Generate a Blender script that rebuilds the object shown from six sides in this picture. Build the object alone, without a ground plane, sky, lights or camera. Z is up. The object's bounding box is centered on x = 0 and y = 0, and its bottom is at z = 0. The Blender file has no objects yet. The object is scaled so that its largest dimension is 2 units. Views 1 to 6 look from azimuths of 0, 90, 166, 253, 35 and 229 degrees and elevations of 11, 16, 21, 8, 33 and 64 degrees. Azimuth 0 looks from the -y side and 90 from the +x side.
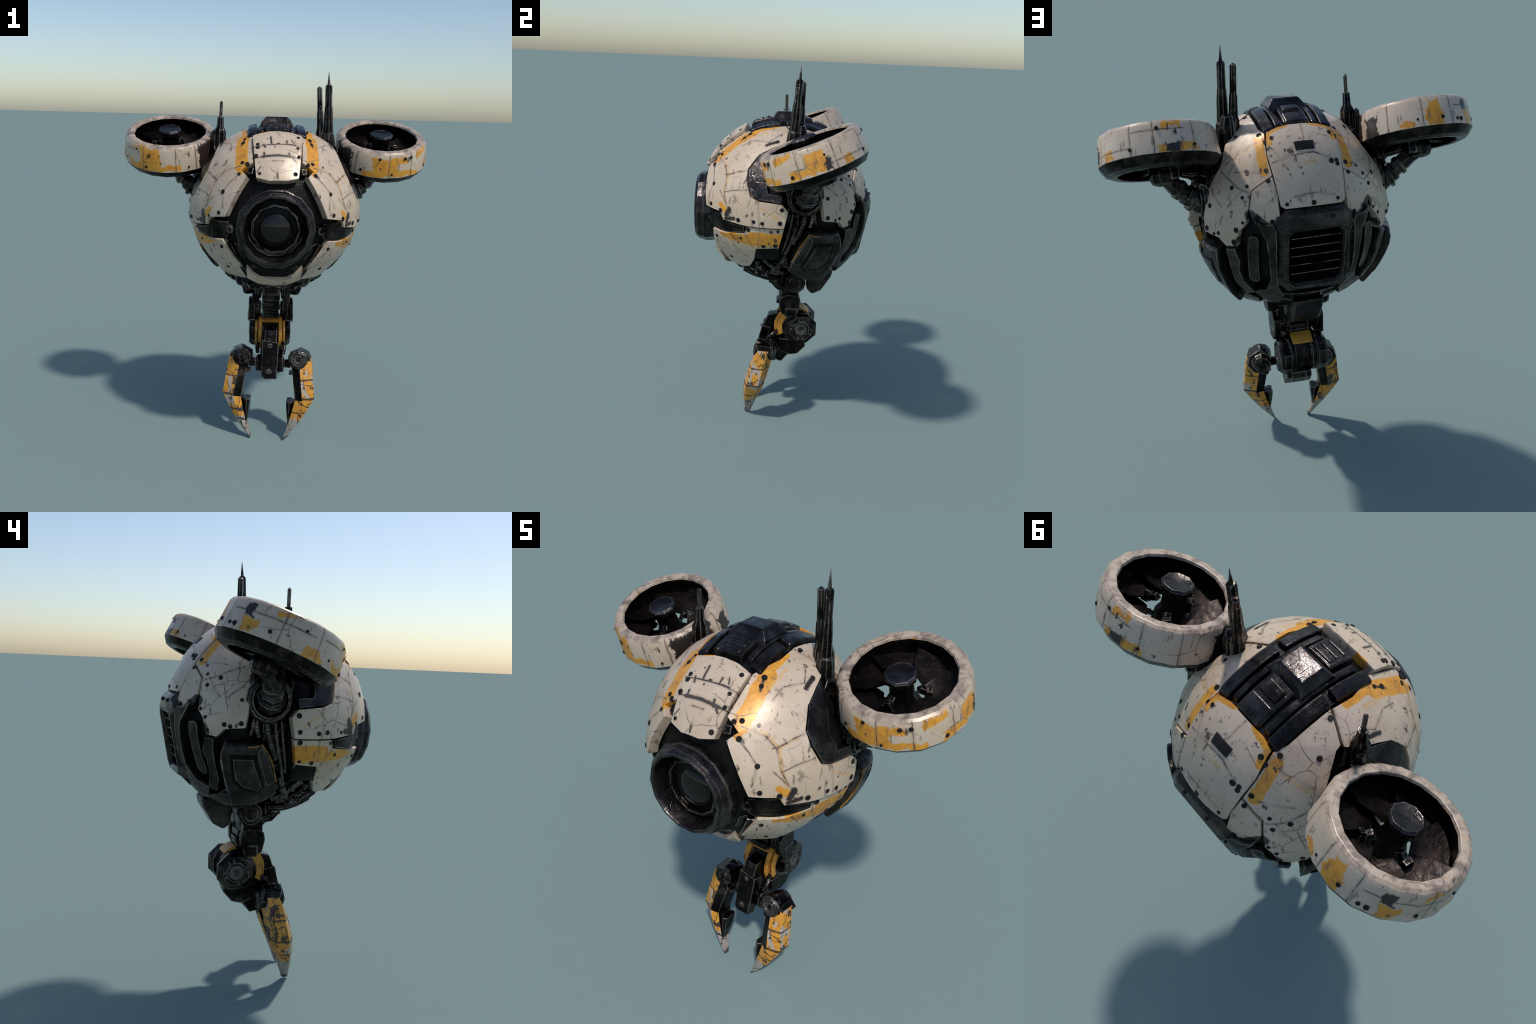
"""Round armoured hover robot: a ball body with bolted plates, one big camera eye,
two tilted ducted fans on swivel arms, aerials, a rear intake and a hanging arm
that ends in a two-finger claw.  Metres, z up, front is -y."""
import bpy, bmesh, math, random
from mathutils import Vector, Matrix, noise

random.seed(11)
C = Vector((0.002, 0.003, 1.258))      # centre of the ball body
R = 0.458                            # radius of the plating
pi = math.pi


# ------------------------------------------------------------------ helpers
def direction(lon, lat):
    a, b = math.radians(lon), math.radians(lat)
    return Vector((math.sin(a) * math.cos(b), -math.cos(a) * math.cos(b), math.sin(b)))


def on_ball(lon, lat, r=R):
    return C + direction(lon, lat) * r


def frame(origin, axis, hint=(0, 0, 1)):
    """Matrix whose local z is the axis and whose local x lies near the hint."""
    z = Vector(axis).normalized()
    h = Vector(hint)
    if abs(z.dot(h.normalized())) > 0.98:
        h = Vector((1, 0, 0))
    x = (h - z * z.dot(h)).normalized()
    y = z.cross(x)
    m = Matrix((x, y, z)).transposed().to_4x4()
    m.translation = Vector(origin)
    return m


def make(name, bm, mats, parent=None, bevel=None, sharp=38, kind=None, matrix=None):
    bmesh.ops.recalc_face_normals(bm, faces=bm.faces)
    lim = math.radians(sharp)
    for f in bm.faces:
        f.smooth = True
    if not bevel:
        for e in bm.edges:
            if len(e.link_faces) == 2 and e.calc_face_angle(0) > lim:
                e.smooth = False
    me = bpy.data.meshes.new(name)
    bm.to_mesh(me)
    bm.free()
    for m in (mats if isinstance(mats, (list, tuple)) else [mats]):
        me.materials.append(m)
    ob = bpy.data.objects.new(name, me)
    bpy.context.scene.collection.objects.link(ob)
    if bevel:
        b = ob.modifiers.new("edge", "BEVEL")
        b.width, b.segments, b.limit_method, b.angle_limit = bevel, 2, "ANGLE", lim
        b.harden_normals = True
        b.use_clamp_overlap = True
    if parent:
        ob.parent = parent
    if matrix is not None:
        ob.matrix_basis = matrix
    if kind:
        ob["kind"] = kind
    return ob


def mirrored(m):
    return Matrix.Diagonal((-1, 1, 1, 1)) @ m


def add_poly_prism(bm, outline, h0, h1, m=Matrix(), mi=0, scale_top=1.0):
    """Prism of a 2D outline along local z, from h0 to h1."""
    cx = sum(p[0] for p in outline) / len(outline)
    cy = sum(p[1] for p in outline) / len(outline)
    lo = [bm.verts.new(m @ Vector((x, y, h0))) for x, y in outline]
    hi = [bm.verts.new(m @ Vector((cx + (x - cx) * scale_top, cy + (y - cy) * scale_top, h1))) for x, y in outline]
    n = len(outline)
    fs = [bm.faces.new(lo[::-1]), bm.faces.new(hi)]
    for i in range(n):
        fs.append(bm.faces.new((lo[i], lo[(i + 1) % n], hi[(i + 1) % n], hi[i])))
    for f in fs:
        f.material_index = mi
    return fs


def add_box(bm, size, m=Matrix(), mi=0, taper=1.0):
    x, y, z = (s / 2 for s in size)
    return add_poly_prism(bm, [(-x, -y), (x, -y), (x, y), (-x, y)], -z, z, m, mi, taper)


def box_at(bm, lo, hi, mi=0):
    lo, hi = Vector(lo), Vector(hi)
    add_box(bm, hi - lo, Matrix.Translation((lo + hi) / 2), mi)


def add_lathe(bm, profile, n, m=Matrix(), mi=0, phase=0.0, closed=False, marks=None):
    """Turn a profile of (radius, height) about local z.  Ends with radius 0 close."""
    rings = []
    for r, z in profile:
        if r < 1e-6:
            rings.append([bm.verts.new(m @ Vector((0, 0, z)))])
        else:
            rings.append([bm.verts.new(m @ Vector((r * math.cos(2 * pi * (k + phase) / n), r * math.sin(2 * pi * (k + phase) / n), z))) for k in range(n)])
    pairs = list(zip(rings, rings[1:]))
    if closed:
        pairs.append((rings[-1], rings[0]))
    for j, (a, b) in enumerate(pairs):
        for k in range(n):
            k2 = (k + 1) % n
            if len(a) == 1 and len(b) == 1:
                continue
            if len(a) == 1:
                vs = (a[0], b[k], b[k2])
            elif len(b) == 1:
                vs = (a[k], a[k2], b[0])
            else:
                vs = (a[k], a[k2], b[k2], b[k])
            bm.faces.new(vs).material_index = marks[j] if marks else mi


def add_tube(bm, pts, r, n=8, mi=0):
    pts = [Vector(p) for p in pts]
    rs = r if isinstance(r, (list, tuple)) else [r] * len(pts)
    t0 = (pts[1] - pts[0]).normalized()
    u = t0.orthogonal().normalized()
    rings = []
    for i, p in enumerate(pts):
        t = (pts[min(i + 1, len(pts) - 1)] - pts[max(i - 1, 0)]).normalized()
        u = (u - t * u.dot(t)).normalized()
        v = t.cross(u)
        rings.append([bm.verts.new(p + (u * math.cos(2 * pi * k / n) + v * math.sin(2 * pi * k / n)) * rs[i]) for k in range(n)])
    for a, b in zip(rings, rings[1:]):
        for k in range(n):
            bm.faces.new((a[k], a[(k + 1) % n], b[(k + 1) % n], b[k])).material_index = mi
    bm.faces.new(rings[0][::-1]).material_index = mi
    bm.faces.new(rings[-1]).material_index = mi


def add_loft(bm, sections, mi=0, caps=True):
    rings = [[bm.verts.new(Vector(p)) for p in s] for s in sections]
    n = len(rings[0])
    out = []
    for a, b in zip(rings, rings[1:]):
        for k in range(n):
            f = bm.faces.new((a[k], a[(k + 1) % n], b[(k + 1) % n], b[k]))
            f.material_index = mi
            out.append(f)
    if caps:
        for ring in (rings[0][::-1], rings[-1]):
            bm.faces.new(ring).material_index = mi
    return out


def smooth_curve(pts, per=5):
    """Catmull-Rom through the points."""
    pts = [Vector(p) for p in pts]
    out = []
    for i in range(len(pts) - 1):
        p0, p1, p2, p3 = pts[max(i - 1, 0)], pts[i], pts[i + 1], pts[min(i + 2, len(pts) - 1)]
        for k in range(per):
            t = k / per
            out.append(0.5 * ((2 * p1) + (p2 - p0) * t + (2 * p0 - 5 * p1 + 4 * p2 - p3) * t * t + (3 * p1 - p0 - 3 * p2 + p3) * t ** 3))
    out.append(pts[-1])
    return out


def add_shell(bm, poly, r=R, thick=0.03, rim=0.004, step=6.0, mi=0, wave=0.0012, radius=None):
    """A piece of spherical shell whose outline is a polygon of (lon, lat) on the ball.
    The polygon is cut in a tangent plane (where great circles are straight), refined,
    and bent back on to the ball; the rim is chamfered and the walls go inwards."""
    ds = [direction(*p) for p in poly]
    c = sum(ds, Vector()).normalized()
    e1 = Vector((0, 0, 1)).cross(c)
    e1 = e1.normalized() if e1.length > 1e-3 else Vector((1, 0, 0))
    e2 = c.cross(e1)
    flat = [Vector((d.dot(e1) / d.dot(c), d.dot(e2) / d.dot(c), 0)) for d in ds]
    t = bmesh.new()
    vs = [t.verts.new(p) for p in flat]
    f = t.faces.new(vs)
    f.normal_update()
    if f.normal.z < 0:
        f.normal_flip()
    bmesh.ops.triangulate(t, faces=t.faces[:], ngon_method="EAR_CLIP")
    for ax in (0, 1):
        lo, hi = min(p[ax] for p in flat), max(p[ax] for p in flat)
        a = math.floor(math.degrees(math.atan(lo)) / step) * step
        while a < math.degrees(math.atan(hi)):
            x = math.tan(math.radians(a + 0.37))
            co, no = [0, 0, 0], [0, 0, 0]
            co[ax], no[ax] = x, 1
            bmesh.ops.bisect_plane(t, geom=t.verts[:] + t.edges[:] + t.faces[:], dist=1e-4, plane_co=co, plane_no=no)
            a += step
    bmesh.ops.dissolve_degenerate(t, dist=2e-4, edges=t.edges[:])
    inward = {}
    for e in t.edges:
        if len(e.link_faces) == 1:
            l = e.link_loops[0]
            d = (l.link_loop_next.vert.co - l.vert.co).normalized()
            n = Vector((-d.y, d.x, 0))
            for v in e.verts:
                inward.setdefault(v, []).append(n)

    def bend(p, rr):
        d = (c + e1 * p.x + e2 * p.y).normalized()
        rr = radius(d, rr) if radius else rr
        w = noise.noise(d * 7.0) * wave * 2 + noise.noise(d * 19.0) * wave
        return C + d * (rr + w)

    top, ring, deep = {}, {}, {}
    for v in t.verts:
        p = v.co.copy()
        if v in inward:
            ns = inward[v]
            n = sum(ns, Vector())
            n = n / max(n.length_squared, 0.35) * 1.0 if len(ns) > 1 else n
            n = n * (len(ns) / 2 if len(ns) > 1 else 1)
            q = p + n * (rim / r)
            top[v] = bm.verts.new(bend(q, r))
            ring[v] = bm.verts.new(bend(p, r - rim))
            deep[v] = bm.verts.new(bend(p, r - thick))
        else:
            top[v] = bm.verts.new(bend(p, r))
            deep[v] = bm.verts.new(bend(p, r - thick))
    for f in t.faces:
        bm.faces.new([top[v] for v in f.verts]).material_index = mi
        bm.faces.new([deep[v] for v in reversed(f.verts)]).material_index = mi
    for e in t.edges:
        if len(e.link_faces) == 1:
            l = e.link_loops[0]
            a, b = l.vert, l.link_loop_next.vert
            bm.faces.new((ring[a], ring[b], top[b], top[a])).material_index = mi
            bm.faces.new((deep[a], deep[b], ring[b], ring[a])).material_index = mi
    t.free()


def flip(poly):
    return [(-a, b) for a, b in reversed(poly)]


# ---------------------------------------------------------------- materials
class Nodes:
    """Small builder for node graphs."""

    def __init__(self, name):
        self.mat = bpy.data.materials.new(name)
        self.mat.use_nodes = True
        self.nt = self.mat.node_tree
        self.bsdf = self.nt.nodes["Principled BSDF"]

    def new(self, kind, **props):
        n = self.nt.nodes.new(kind)
        for k, v in props.items():
            setattr(n, k, v)
        return n

    def plug(self, sock, value):
        if isinstance(value, bpy.types.NodeSocket):
            self.nt.links.new(value, sock)
        else:
            sock.default_value = value

    def math(self, op, *args, clamp=False):
        n = self.new("ShaderNodeMath", operation=op, use_clamp=clamp)
        for i, a in enumerate(args):
            self.plug(n.inputs[i], a)
        return n.outputs[0]

    def vec(self, op, *args):
        n = self.new("ShaderNodeVectorMath", operation=op)
        for i, a in enumerate(args):
            self.plug(n.inputs[3] if (op == "SCALE" and i == 1) else n.inputs[i], a)
        return n.outputs["Value"] if op in ("DOT_PRODUCT", "LENGTH", "DISTANCE") else n.outputs[0]

    def coords(self):
        return self.new("ShaderNodeTexCoord").outputs["Object"]

    def noise(self, p, scale, detail=3.0, rough=0.55, colour=False):
        n = self.new("ShaderNodeTexNoise")
        self.plug(n.inputs["Vector"], p)
        n.inputs["Scale"].default_value = scale
        n.inputs["Detail"].default_value = detail
        n.inputs["Roughness"].default_value = rough
        return n.outputs["Color" if colour else "Fac"]

    def voronoi(self, p, scale, feature="F1", out="Distance"):
        n = self.new("ShaderNodeTexVoronoi", feature=feature)
        self.plug(n.inputs["Vector"], p)
        n.inputs["Scale"].default_value = scale
        return n.outputs[out]

    def step(self, x, a, b):
        """0 below a, 1 above b (a may exceed b)."""
        n = self.new("ShaderNodeMapRange", interpolation_type="SMOOTHSTEP")
        self.plug(n.inputs[0], x)
        n.inputs[1].default_value, n.inputs[2].default_value = a, b
        return n.outputs[0]

    def mix(self, fac, a, b):
        n = self.new("ShaderNodeMix", data_type="RGBA")
        self.plug(n.inputs[0], fac)
        for s, v in ((n.inputs[6], a), (n.inputs[7], b)):
            self.plug(s, v if isinstance(v, bpy.types.NodeSocket) else (*v, 1.0) if len(v) == 3 else v)
        return n.outputs[2]

    def segment(self, p, a, b):
        """Distance from p to the segment a-b."""
        g = bpy.data.node_groups.get("distance_to_segment")
        if g is None:
            g = bpy.data.node_groups.new("distance_to_segment", "ShaderNodeTree")
            for nm in ("P", "A", "D"):
                g.interface.new_socket(nm, in_out="INPUT", socket_type="NodeSocketVector")
            g.interface.new_socket("Distance", in_out="OUTPUT", socket_type="NodeSocketFloat")
            ni, no = g.nodes.new("NodeGroupInput"), g.nodes.new("NodeGroupOutput")

            def vm(op, x, y):
                n = g.nodes.new("ShaderNodeVectorMath")
                n.operation = op
                g.links.new(x, n.inputs[0])
                if y is not None:
                    g.links.new(y, n.inputs[3] if op == "SCALE" else n.inputs[1])
                return n.outputs["Value"] if op in ("DOT_PRODUCT", "LENGTH") else n.outputs[0]
            P, A, D = (ni.outputs[i] for i in range(3))
            pa = vm("SUBTRACT", P, A)
            along, whole = vm("DOT_PRODUCT", pa, D), vm("DOT_PRODUCT", D, D)
            dv = g.nodes.new("ShaderNodeMath")      # nodes are made in the order they are used
            dv.operation, dv.use_clamp = "DIVIDE", True
            g.links.new(along, dv.inputs[0])
            g.links.new(whole, dv.inputs[1])
            g.links.new(vm("LENGTH", vm("SUBTRACT", pa, vm("SCALE", D, dv.outputs[0])), None), no.inputs[0])
        n = self.new("ShaderNodeGroup")
        n.node_tree = g
        self.plug(n.inputs[0], p)
        n.inputs[1].default_value = a
        n.inputs[2].default_value = Vector(b) - Vector(a)
        return n.outputs[0]

    def least(self, items):
        """Smallest of the items; folds while they are made, to keep the shader stack small."""
        out = None
        for i in items:
            out = i if out is None else self.math("MINIMUM", out, i)
        return out

    def finish(self, colour, rough, metallic=0.0, bump=None, bump_strength=0.15, bump_distance=0.004, spec=0.5):
        self.plug(self.bsdf.inputs["Base Color"], colour if isinstance(colour, bpy.types.NodeSocket) else (*colour, 1))
        self.plug(self.bsdf.inputs["Roughness"], rough)
        self.plug(self.bsdf.inputs["Metallic"], metallic)
        self.bsdf.inputs["Specular IOR Level"].default_value = spec
        if bump is not None:
            b = self.new("ShaderNodeBump")
            b.inputs["Strength"].default_value = bump_strength
            b.inputs["Distance"].default_value = bump_distance
            self.plug(b.inputs["Height"], bump)
            self.nt.links.new(b.outputs[0], self.bsdf.inputs["Normal"])
        return self.mat


WHITE, WARM, GREY = (0.58, 0.463, 0.352), (0.51, 0.393, 0.285), (0.40, 0.325, 0.26)
YELLOW, ORANGE = (0.68, 0.315, 0.036), (0.54, 0.22, 0.026)
SOOT = (0.018, 0.014, 0.014)


def paint(n, p, yellow_sd, crack_sd, dark_sd=None, stain_sd=None, lip=None):
    """Worn white armour paint with yellow fields, cracks, chips and grime."""
    n1 = n.noise(p, 5, 4, 0.6)
    n2 = n.noise(p, 32, 4, 0.65)
    n3 = n.noise(p, 90, 2, 0.5)
    col = n.mix(n.step(n1, 0.35, 0.65), WHITE, WARM)
    col = n.mix(n.math("MULTIPLY", n.step(n2, 0.52, 0.8), 0.35), col, GREY)
    wob = n.math("ADD", n.math("MULTIPLY", n.math("SUBTRACT", n2, 0.5), 0.022), n.math("MULTIPLY", n.math("SUBTRACT", n1, 0.5), 0.02))
    if yellow_sd is not None:
        ysd = n.math("ADD", yellow_sd, wob)
        ycol = n.mix(n.step(n2, 0.35, 0.7), YELLOW, ORANGE)
        col = n.mix(n.step(ysd, 0.0025, -0.0025), col, ycol)
    if stain_sd is not None:
        tsd = n.math("ADD", stain_sd, n.math("MULTIPLY", wob, 0.8))
        col = n.mix(n.math("MULTIPLY", n.step(tsd, 0.010, -0.006), 0.75), col, (0.60, 0.33, 0.09))
    # broad brownish grime and long thin drag marks
    gr = n.noise(n.vec("MULTIPLY", p, (1.0, 1.0, 0.6)), 8.5, 5, 0.7)
    col = n.mix(n.math("MULTIPLY", n.step(gr, 0.58, 0.74), 0.65), col, (0.14, 0.098, 0.070))
    drag = n.noise(n.vec("MULTIPLY", p, (9.0, 9.0, 1.6)), 5.0, 3, 0.6)
    col = n.mix(n.math("MULTIPLY", n.step(drag, 0.60, 0.68), 0.6), col, (0.11, 0.08, 0.065))
    # hairline crazing, in patches
    warp = n.vec("ADD", p, n.vec("SCALE", n.noise(p, 9, 3, 0.6, colour=True), 0.05))
    hair = n.voronoi(warp, 7.0, "DISTANCE_TO_EDGE")
    patch = n.step(n.noise(p, 4.3, 2), 0.50, 0.6)
    col = n.mix(n.math("MULTIPLY", n.math("MULTIPLY", n.step(hair, 0.016, 0.006), patch), 0.75), col, (0.10, 0.075, 0.06))
    # grime around the cracks, then the cracks
    if crack_sd is not None:
        csd = n.math("ADD", crack_sd, n.math("MULTIPLY", n.math("SUBTRACT", n2, 0.5), 0.006))
        col = n.mix(n.math("MULTIPLY", n.step(csd, 0.010, 0.0), 0.35), col, (0.20, 0.14, 0.10))
        col = n.mix(n.math("MULTIPLY", n.step(csd, 0.0012, -0.0005), 0.92), col, (0.035, 0.027, 0.025))
    # dark chips and drips
    stretch = n.vec("ADD", n.vec("MULTIPLY", p, (1.0, 1.0, 0.5)), n.vec("SCALE", n.noise(p, 38, 3, 0.6, colour=True), 0.035))
    spot = n.voronoi(stretch, 24.0)
    gate = n.step(n.noise(p, 11, 1), 0.53, 0.59)
    chips = n.math("MULTIPLY", n.step(n.math("ADD", spot, n.math("MULTIPLY", n.math("SUBTRACT", n2, 0.5), 0.5)), 0.25, 0.16), gate)
    col = n.mix(n.math("MULTIPLY", chips, 0.9), col, (0.045, 0.032, 0.03))
    fleck = n.math("MULTIPLY", n.step(n.voronoi(warp, 70.0), 0.24, 0.12), n.step(n.noise(p, 17, 1), 0.55, 0.62))
    col = n.mix(n.math("MULTIPLY", fleck, 0.7), col, (0.09, 0.06, 0.05))
    if dark_sd is not None:
        d = n.math("ADD", n.math("SUBTRACT", dark_sd, 0.004), n.math("MULTIPLY", wob, 0.9))
        col = n.mix(n.step(d, 0.004, -0.006), col, n.mix(n2, SOOT, (0.035, 0.022, 0.016)))
    if lip is not None:
        lip, smear = lip
        sm = n.noise(smear, 1.0, 4, 0.6)
        col = n.mix(n.math("MULTIPLY", lip, 0.35), col, (0.24, 0.19, 0.16))
        col = n.mix(n.math("MULTIPLY", lip, n.math("MULTIPLY", n.step(sm, 0.42, 0.68), 0.8)), col, (0.11, 0.082, 0.068))
    rough = n.math("ADD", 0.25, n.math("MULTIPLY", n1, 0.22))
    height = n.math("ADD", n.math("MULTIPLY", n2, 0.6), n.math("MULTIPLY", n3, 0.25))
    height = n.math("SUBTRACT", height, n.math("MULTIPLY", chips, 0.6))
    return n.finish(col, rough, 0.08, height, 0.18, 0.004)


# yellow fields on the body: (lon, lat) to (lon, lat), half width, both sides alike
YELLOW_STRIPS = [
    ((26.5, 34), (43.5, 58), 0.034), ((41, 57.5), (70, 67.5), 0.017),
    ((143.5, 52), (152, 34), 0.022), ((150, 55.5), (166, 61), 0.012),
    ((150.5, 54.5), (153.5, 49), 0.014),
    ((70, -15.5), (92, -15), 0.042), ((52, -15.5), (70, -17.5), 0.028), ((44, -15), (54, -16.5), 0.012),
    ((45, 5.0), (49.5, 1.4), 0.015), ((25.5, 29), (29, 34), 0.013),
]
STAINS = [((25, 34), (40, 30.5), 0.001), ((40, 30.5), (46, 24), 0.003), ((46, 24), (46.5, 14), 0.004), ((46.5, 14), (49.5, 5), 0.003), ((46, 24), (56, 27.5), 0.001),
          ((44, 52), (62, 60), 0.004), ((125, 40), (140, 48), 0.002), ((60, -20), (80, -24), 0.006), ((75, 6), (86, 0), 0.002), ((160, 35), (185, 38), 0.001)]
YELLOW_STRIPS_FRONT = [((-26, 60.5), (-14, 62.5), 0.009)]
CRACKS = [
    [(27, 33.5), (39.5, 29.5), (44.8, 23.6), (46.6, 12.9), (49.8, 6.3)], [(44.8, 23.6), (54, 27.4), (60, 28.5)],
    [(27.3, 26.7), (31.4, 22.5), (35.4, 16.7), (33, 7)], [(47, 13), (54.3, 15.2), (64, 16.5)],
    [(43, 13.3), (48, 8), (54.3, 0.3)], [(72.9, 10), (74.3, -5)], [(54.3, 51.4), (71, 51), (79, 57)],
    [(45, 45.6), (52.5, 50.7)], [(42.9, 23.9), (50.4, 25.8)], [(74.3, -6.5), (72, -20)], [(64.5, -7.3), (63.7, -12.7), (68, -23)],
    [(121.5, 41), (143, 50)], [(131.8, 32.7), (150, 33)], [(120, 32), (128, 29), (137, 24.5), (144.3, 22.6)],
    [(140.5, 24), (131.6, 14.3)], [(88, 69), (97.5, 55)], [(157.6, 38.1), (172.1, 41.9), (185, 42.7), (194, 39)],
    [(155.9, 46.2), (167.1, 34.4)], [(172.5, 41.9), (172.4, 38.3)], [(169.7, 20.5), (180, 21.8), (192, 19.3)],
    [(183, 60.9), (181, 50.7)], [(203, 33), (210, 29), (217, 22.5)], [(114, 27), (119, 20), (127, 14)],
    [(16, 26), (0.5, 27)], [(52, -22), (60, -33)],
]
CRACKS_FRONT = [
    ((-23, 46.5), (-10, 49.3), 0.002), ((-10, 49.3), (8.4, 50.2), 0.003), ((8.4, 50.2), (25, 47), 0.002), ((-7.6, 56.9), (-6, 50.6), 0.004),
    ((9.1, 53.3), (8, 50.3), 0.003), ((-0.2, 62), (-0.1, 30), 0.0008), ((-12, 40.2), (-0.2, 41.5), 0.006), ((-0.2, 41.5), (13, 40.2), 0.006),
    ((-20, 38.6), (-12, 40.2), 0.002), ((13, 40.2), (20, 38.6), 0.002), ((11, 40), (13, 37.5), 0.003), ((0, 29), (0, 26.5), 0.004), ((-11, 43), (-10.5, 40), 0.004), ((9, 43), (9.5, 40), 0.004), ((9, 50.2), (16, 49.5), 0.003),
    ((-13, 49.6), (-11, 47.5), 0.004), ((-4, 37.5), (4, 37.7), 0.001), ((-12, 33.5), (-14, 30), 0.002), ((14, 54), (15, 51), 0.002),
]
SMUDGES = [((50.5, -1.0), (52.5, 2.5), 0.012), ((70, 48.5), (80, 52), 0.006), ((145.5, 11), (156.5, 3.5), 0.024), ((157, 4), (161, 9.5), 0.010), ((138.5, -1), (136.5, -5), 0.006),
           ((56, -2.5), (50, -3.5), 0.010), ((37, 50), (40, 57), 0.002)]


def near(poly, points, margin=5.0):
    """Does a mark on the ball touch the region of a plate?"""
    a0, a1 = min(p[0] for p in poly) - margin, max(p[0] for p in poly) + margin
    b0, b1 = min(p[1] for p in poly) - margin, max(p[1] for p in poly) + margin
    return any(a0 < a < a1 and b0 < b < b1 for a, b in points)


def body_paint(name, poly, both=True, front=False):
    """Paint of one kind of plate; marks are looked up on the right half and mirrored."""
    n = Nodes(name)
    p = n.coords()
    q = p
    if both:
        sx = n.new("ShaderNodeSeparateXYZ")
        n.plug(sx.inputs[0], p)
        cx = n.new("ShaderNodeCombineXYZ")
        n.plug(cx.inputs[0], n.math("ABSOLUTE", sx.outputs[0]))
        n.plug(cx.inputs[1], sx.outputs[1])
        n.plug(cx.inputs[2], sx.outputs[2])
        q = cx.outputs[0]
    rr = R
    q = n.vec("ADD", n.vec("SCALE", n.vec("NORMALIZE", n.vec("SUBTRACT", q, tuple(C))), R), tuple(C))

    def field(marks):
        for a, b, w in marks:
            yield n.math("SUBTRACT", n.segment(q, on_ball(*a, rr), on_ball(*b, rr)), w)

    def chosen(marks):
        if front:
            return marks
        return [(a, b, w) for a, b, w in marks if near(poly, [a, b, ((a[0] + b[0]) / 2, (a[1] + b[1]) / 2)])]
    cracks = CRACKS_FRONT if front else chosen([(a, b, 0.0012) for line in CRACKS for a, b in zip(line, line[1:])])
    strips = YELLOW_STRIPS_FRONT if front else chosen(YELLOW_STRIPS)
    smudges = [] if front else chosen(SMUDGES)
    stains = [] if front else chosen(STAINS)
    if not both and not front:
        strips = strips + [((-a[0], a[1]), (-b[0], b[1]), w) for a, b, w in strips]
    return paint(n, p, n.least(field(strips)), n.least(field(cracks)), n.least(field(smudges)), n.least(field(stains)))


def ring_paint(name, yellow, dark, seams):
    """Paint of a fan duct; fields are (angle from the front, height) boxes in its own frame."""
    n = Nodes(name)
    p = n.coords()
    rag = n.vec("SUBTRACT", n.noise(p, 13, 5, 0.7, colour=True), (0.5, 0.5, 0.5))
    s = n.new("ShaderNodeSeparateXYZ")
    n.plug(s.inputs[0], n.vec("ADD", p, n.vec("SCALE", rag, 0.11)))
    s0 = n.new("ShaderNodeSeparateXYZ")
    n.plug(s0.inputs[0], p)
    ang = n.math("DEGREES", n.math("ARCTAN2", s.outputs[0], n.math("MULTIPLY", s.outputs[1], -1.0)))
    z = s.outputs[2]
    plain = n.math("DEGREES", n.math("ARCTAN2", s0.outputs[0], n.math("MULTIPLY", s0.outputs[1], -1.0)))

    def box(a0, a1, h0, h1, ang=ang, z=z):
        da = n.math("ABSOLUTE", n.math("SUBTRACT", ang, (a0 + a1) / 2))
        da = n.math("MINIMUM", da, n.math("SUBTRACT", 360.0, da))
        da = n.math("MULTIPLY", n.math("SUBTRACT", da, (a1 - a0) / 2), 0.0043)
        dh = n.math("SUBTRACT", n.math("ABSOLUTE", n.math("SUBTRACT", z, (h0 + h1) / 2)), abs(h1 - h0) / 2)
        return n.math("MAXIMUM", da, dh)
    rad = n.math("SQRT", n.math("ADD", n.math("POWER", s0.outputs[0], 2.0), n.math("POWER", s0.outputs[1], 2.0)))
    cs = n.new("ShaderNodeCombineXYZ")
    n.plug(cs.inputs[0], n.math("MULTIPLY", s0.outputs[0], n.math("DIVIDE", 4.5, n.math("MAXIMUM", rad, 0.05))))
    n.plug(cs.inputs[1], n.math("MULTIPLY", s0.outputs[1], n.math("DIVIDE", 4.5, n.math("MAXIMUM", rad, 0.05))))
    n.plug(cs.inputs[2], n.math("MULTIPLY", rad, 16.0))
    smear = cs.outputs[0]
    lip = n.math("MULTIPLY", n.step(s0.outputs[2], -0.018, -0.004), n.step(rad, 0.243, 0.230))
    return paint(n, p, n.least(box(*b) for b in yellow), n.least(box(*b, plain, s0.outputs[2]) for b in seams), n.least(box(*b) for b in dark), lip=(lip, smear))


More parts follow.
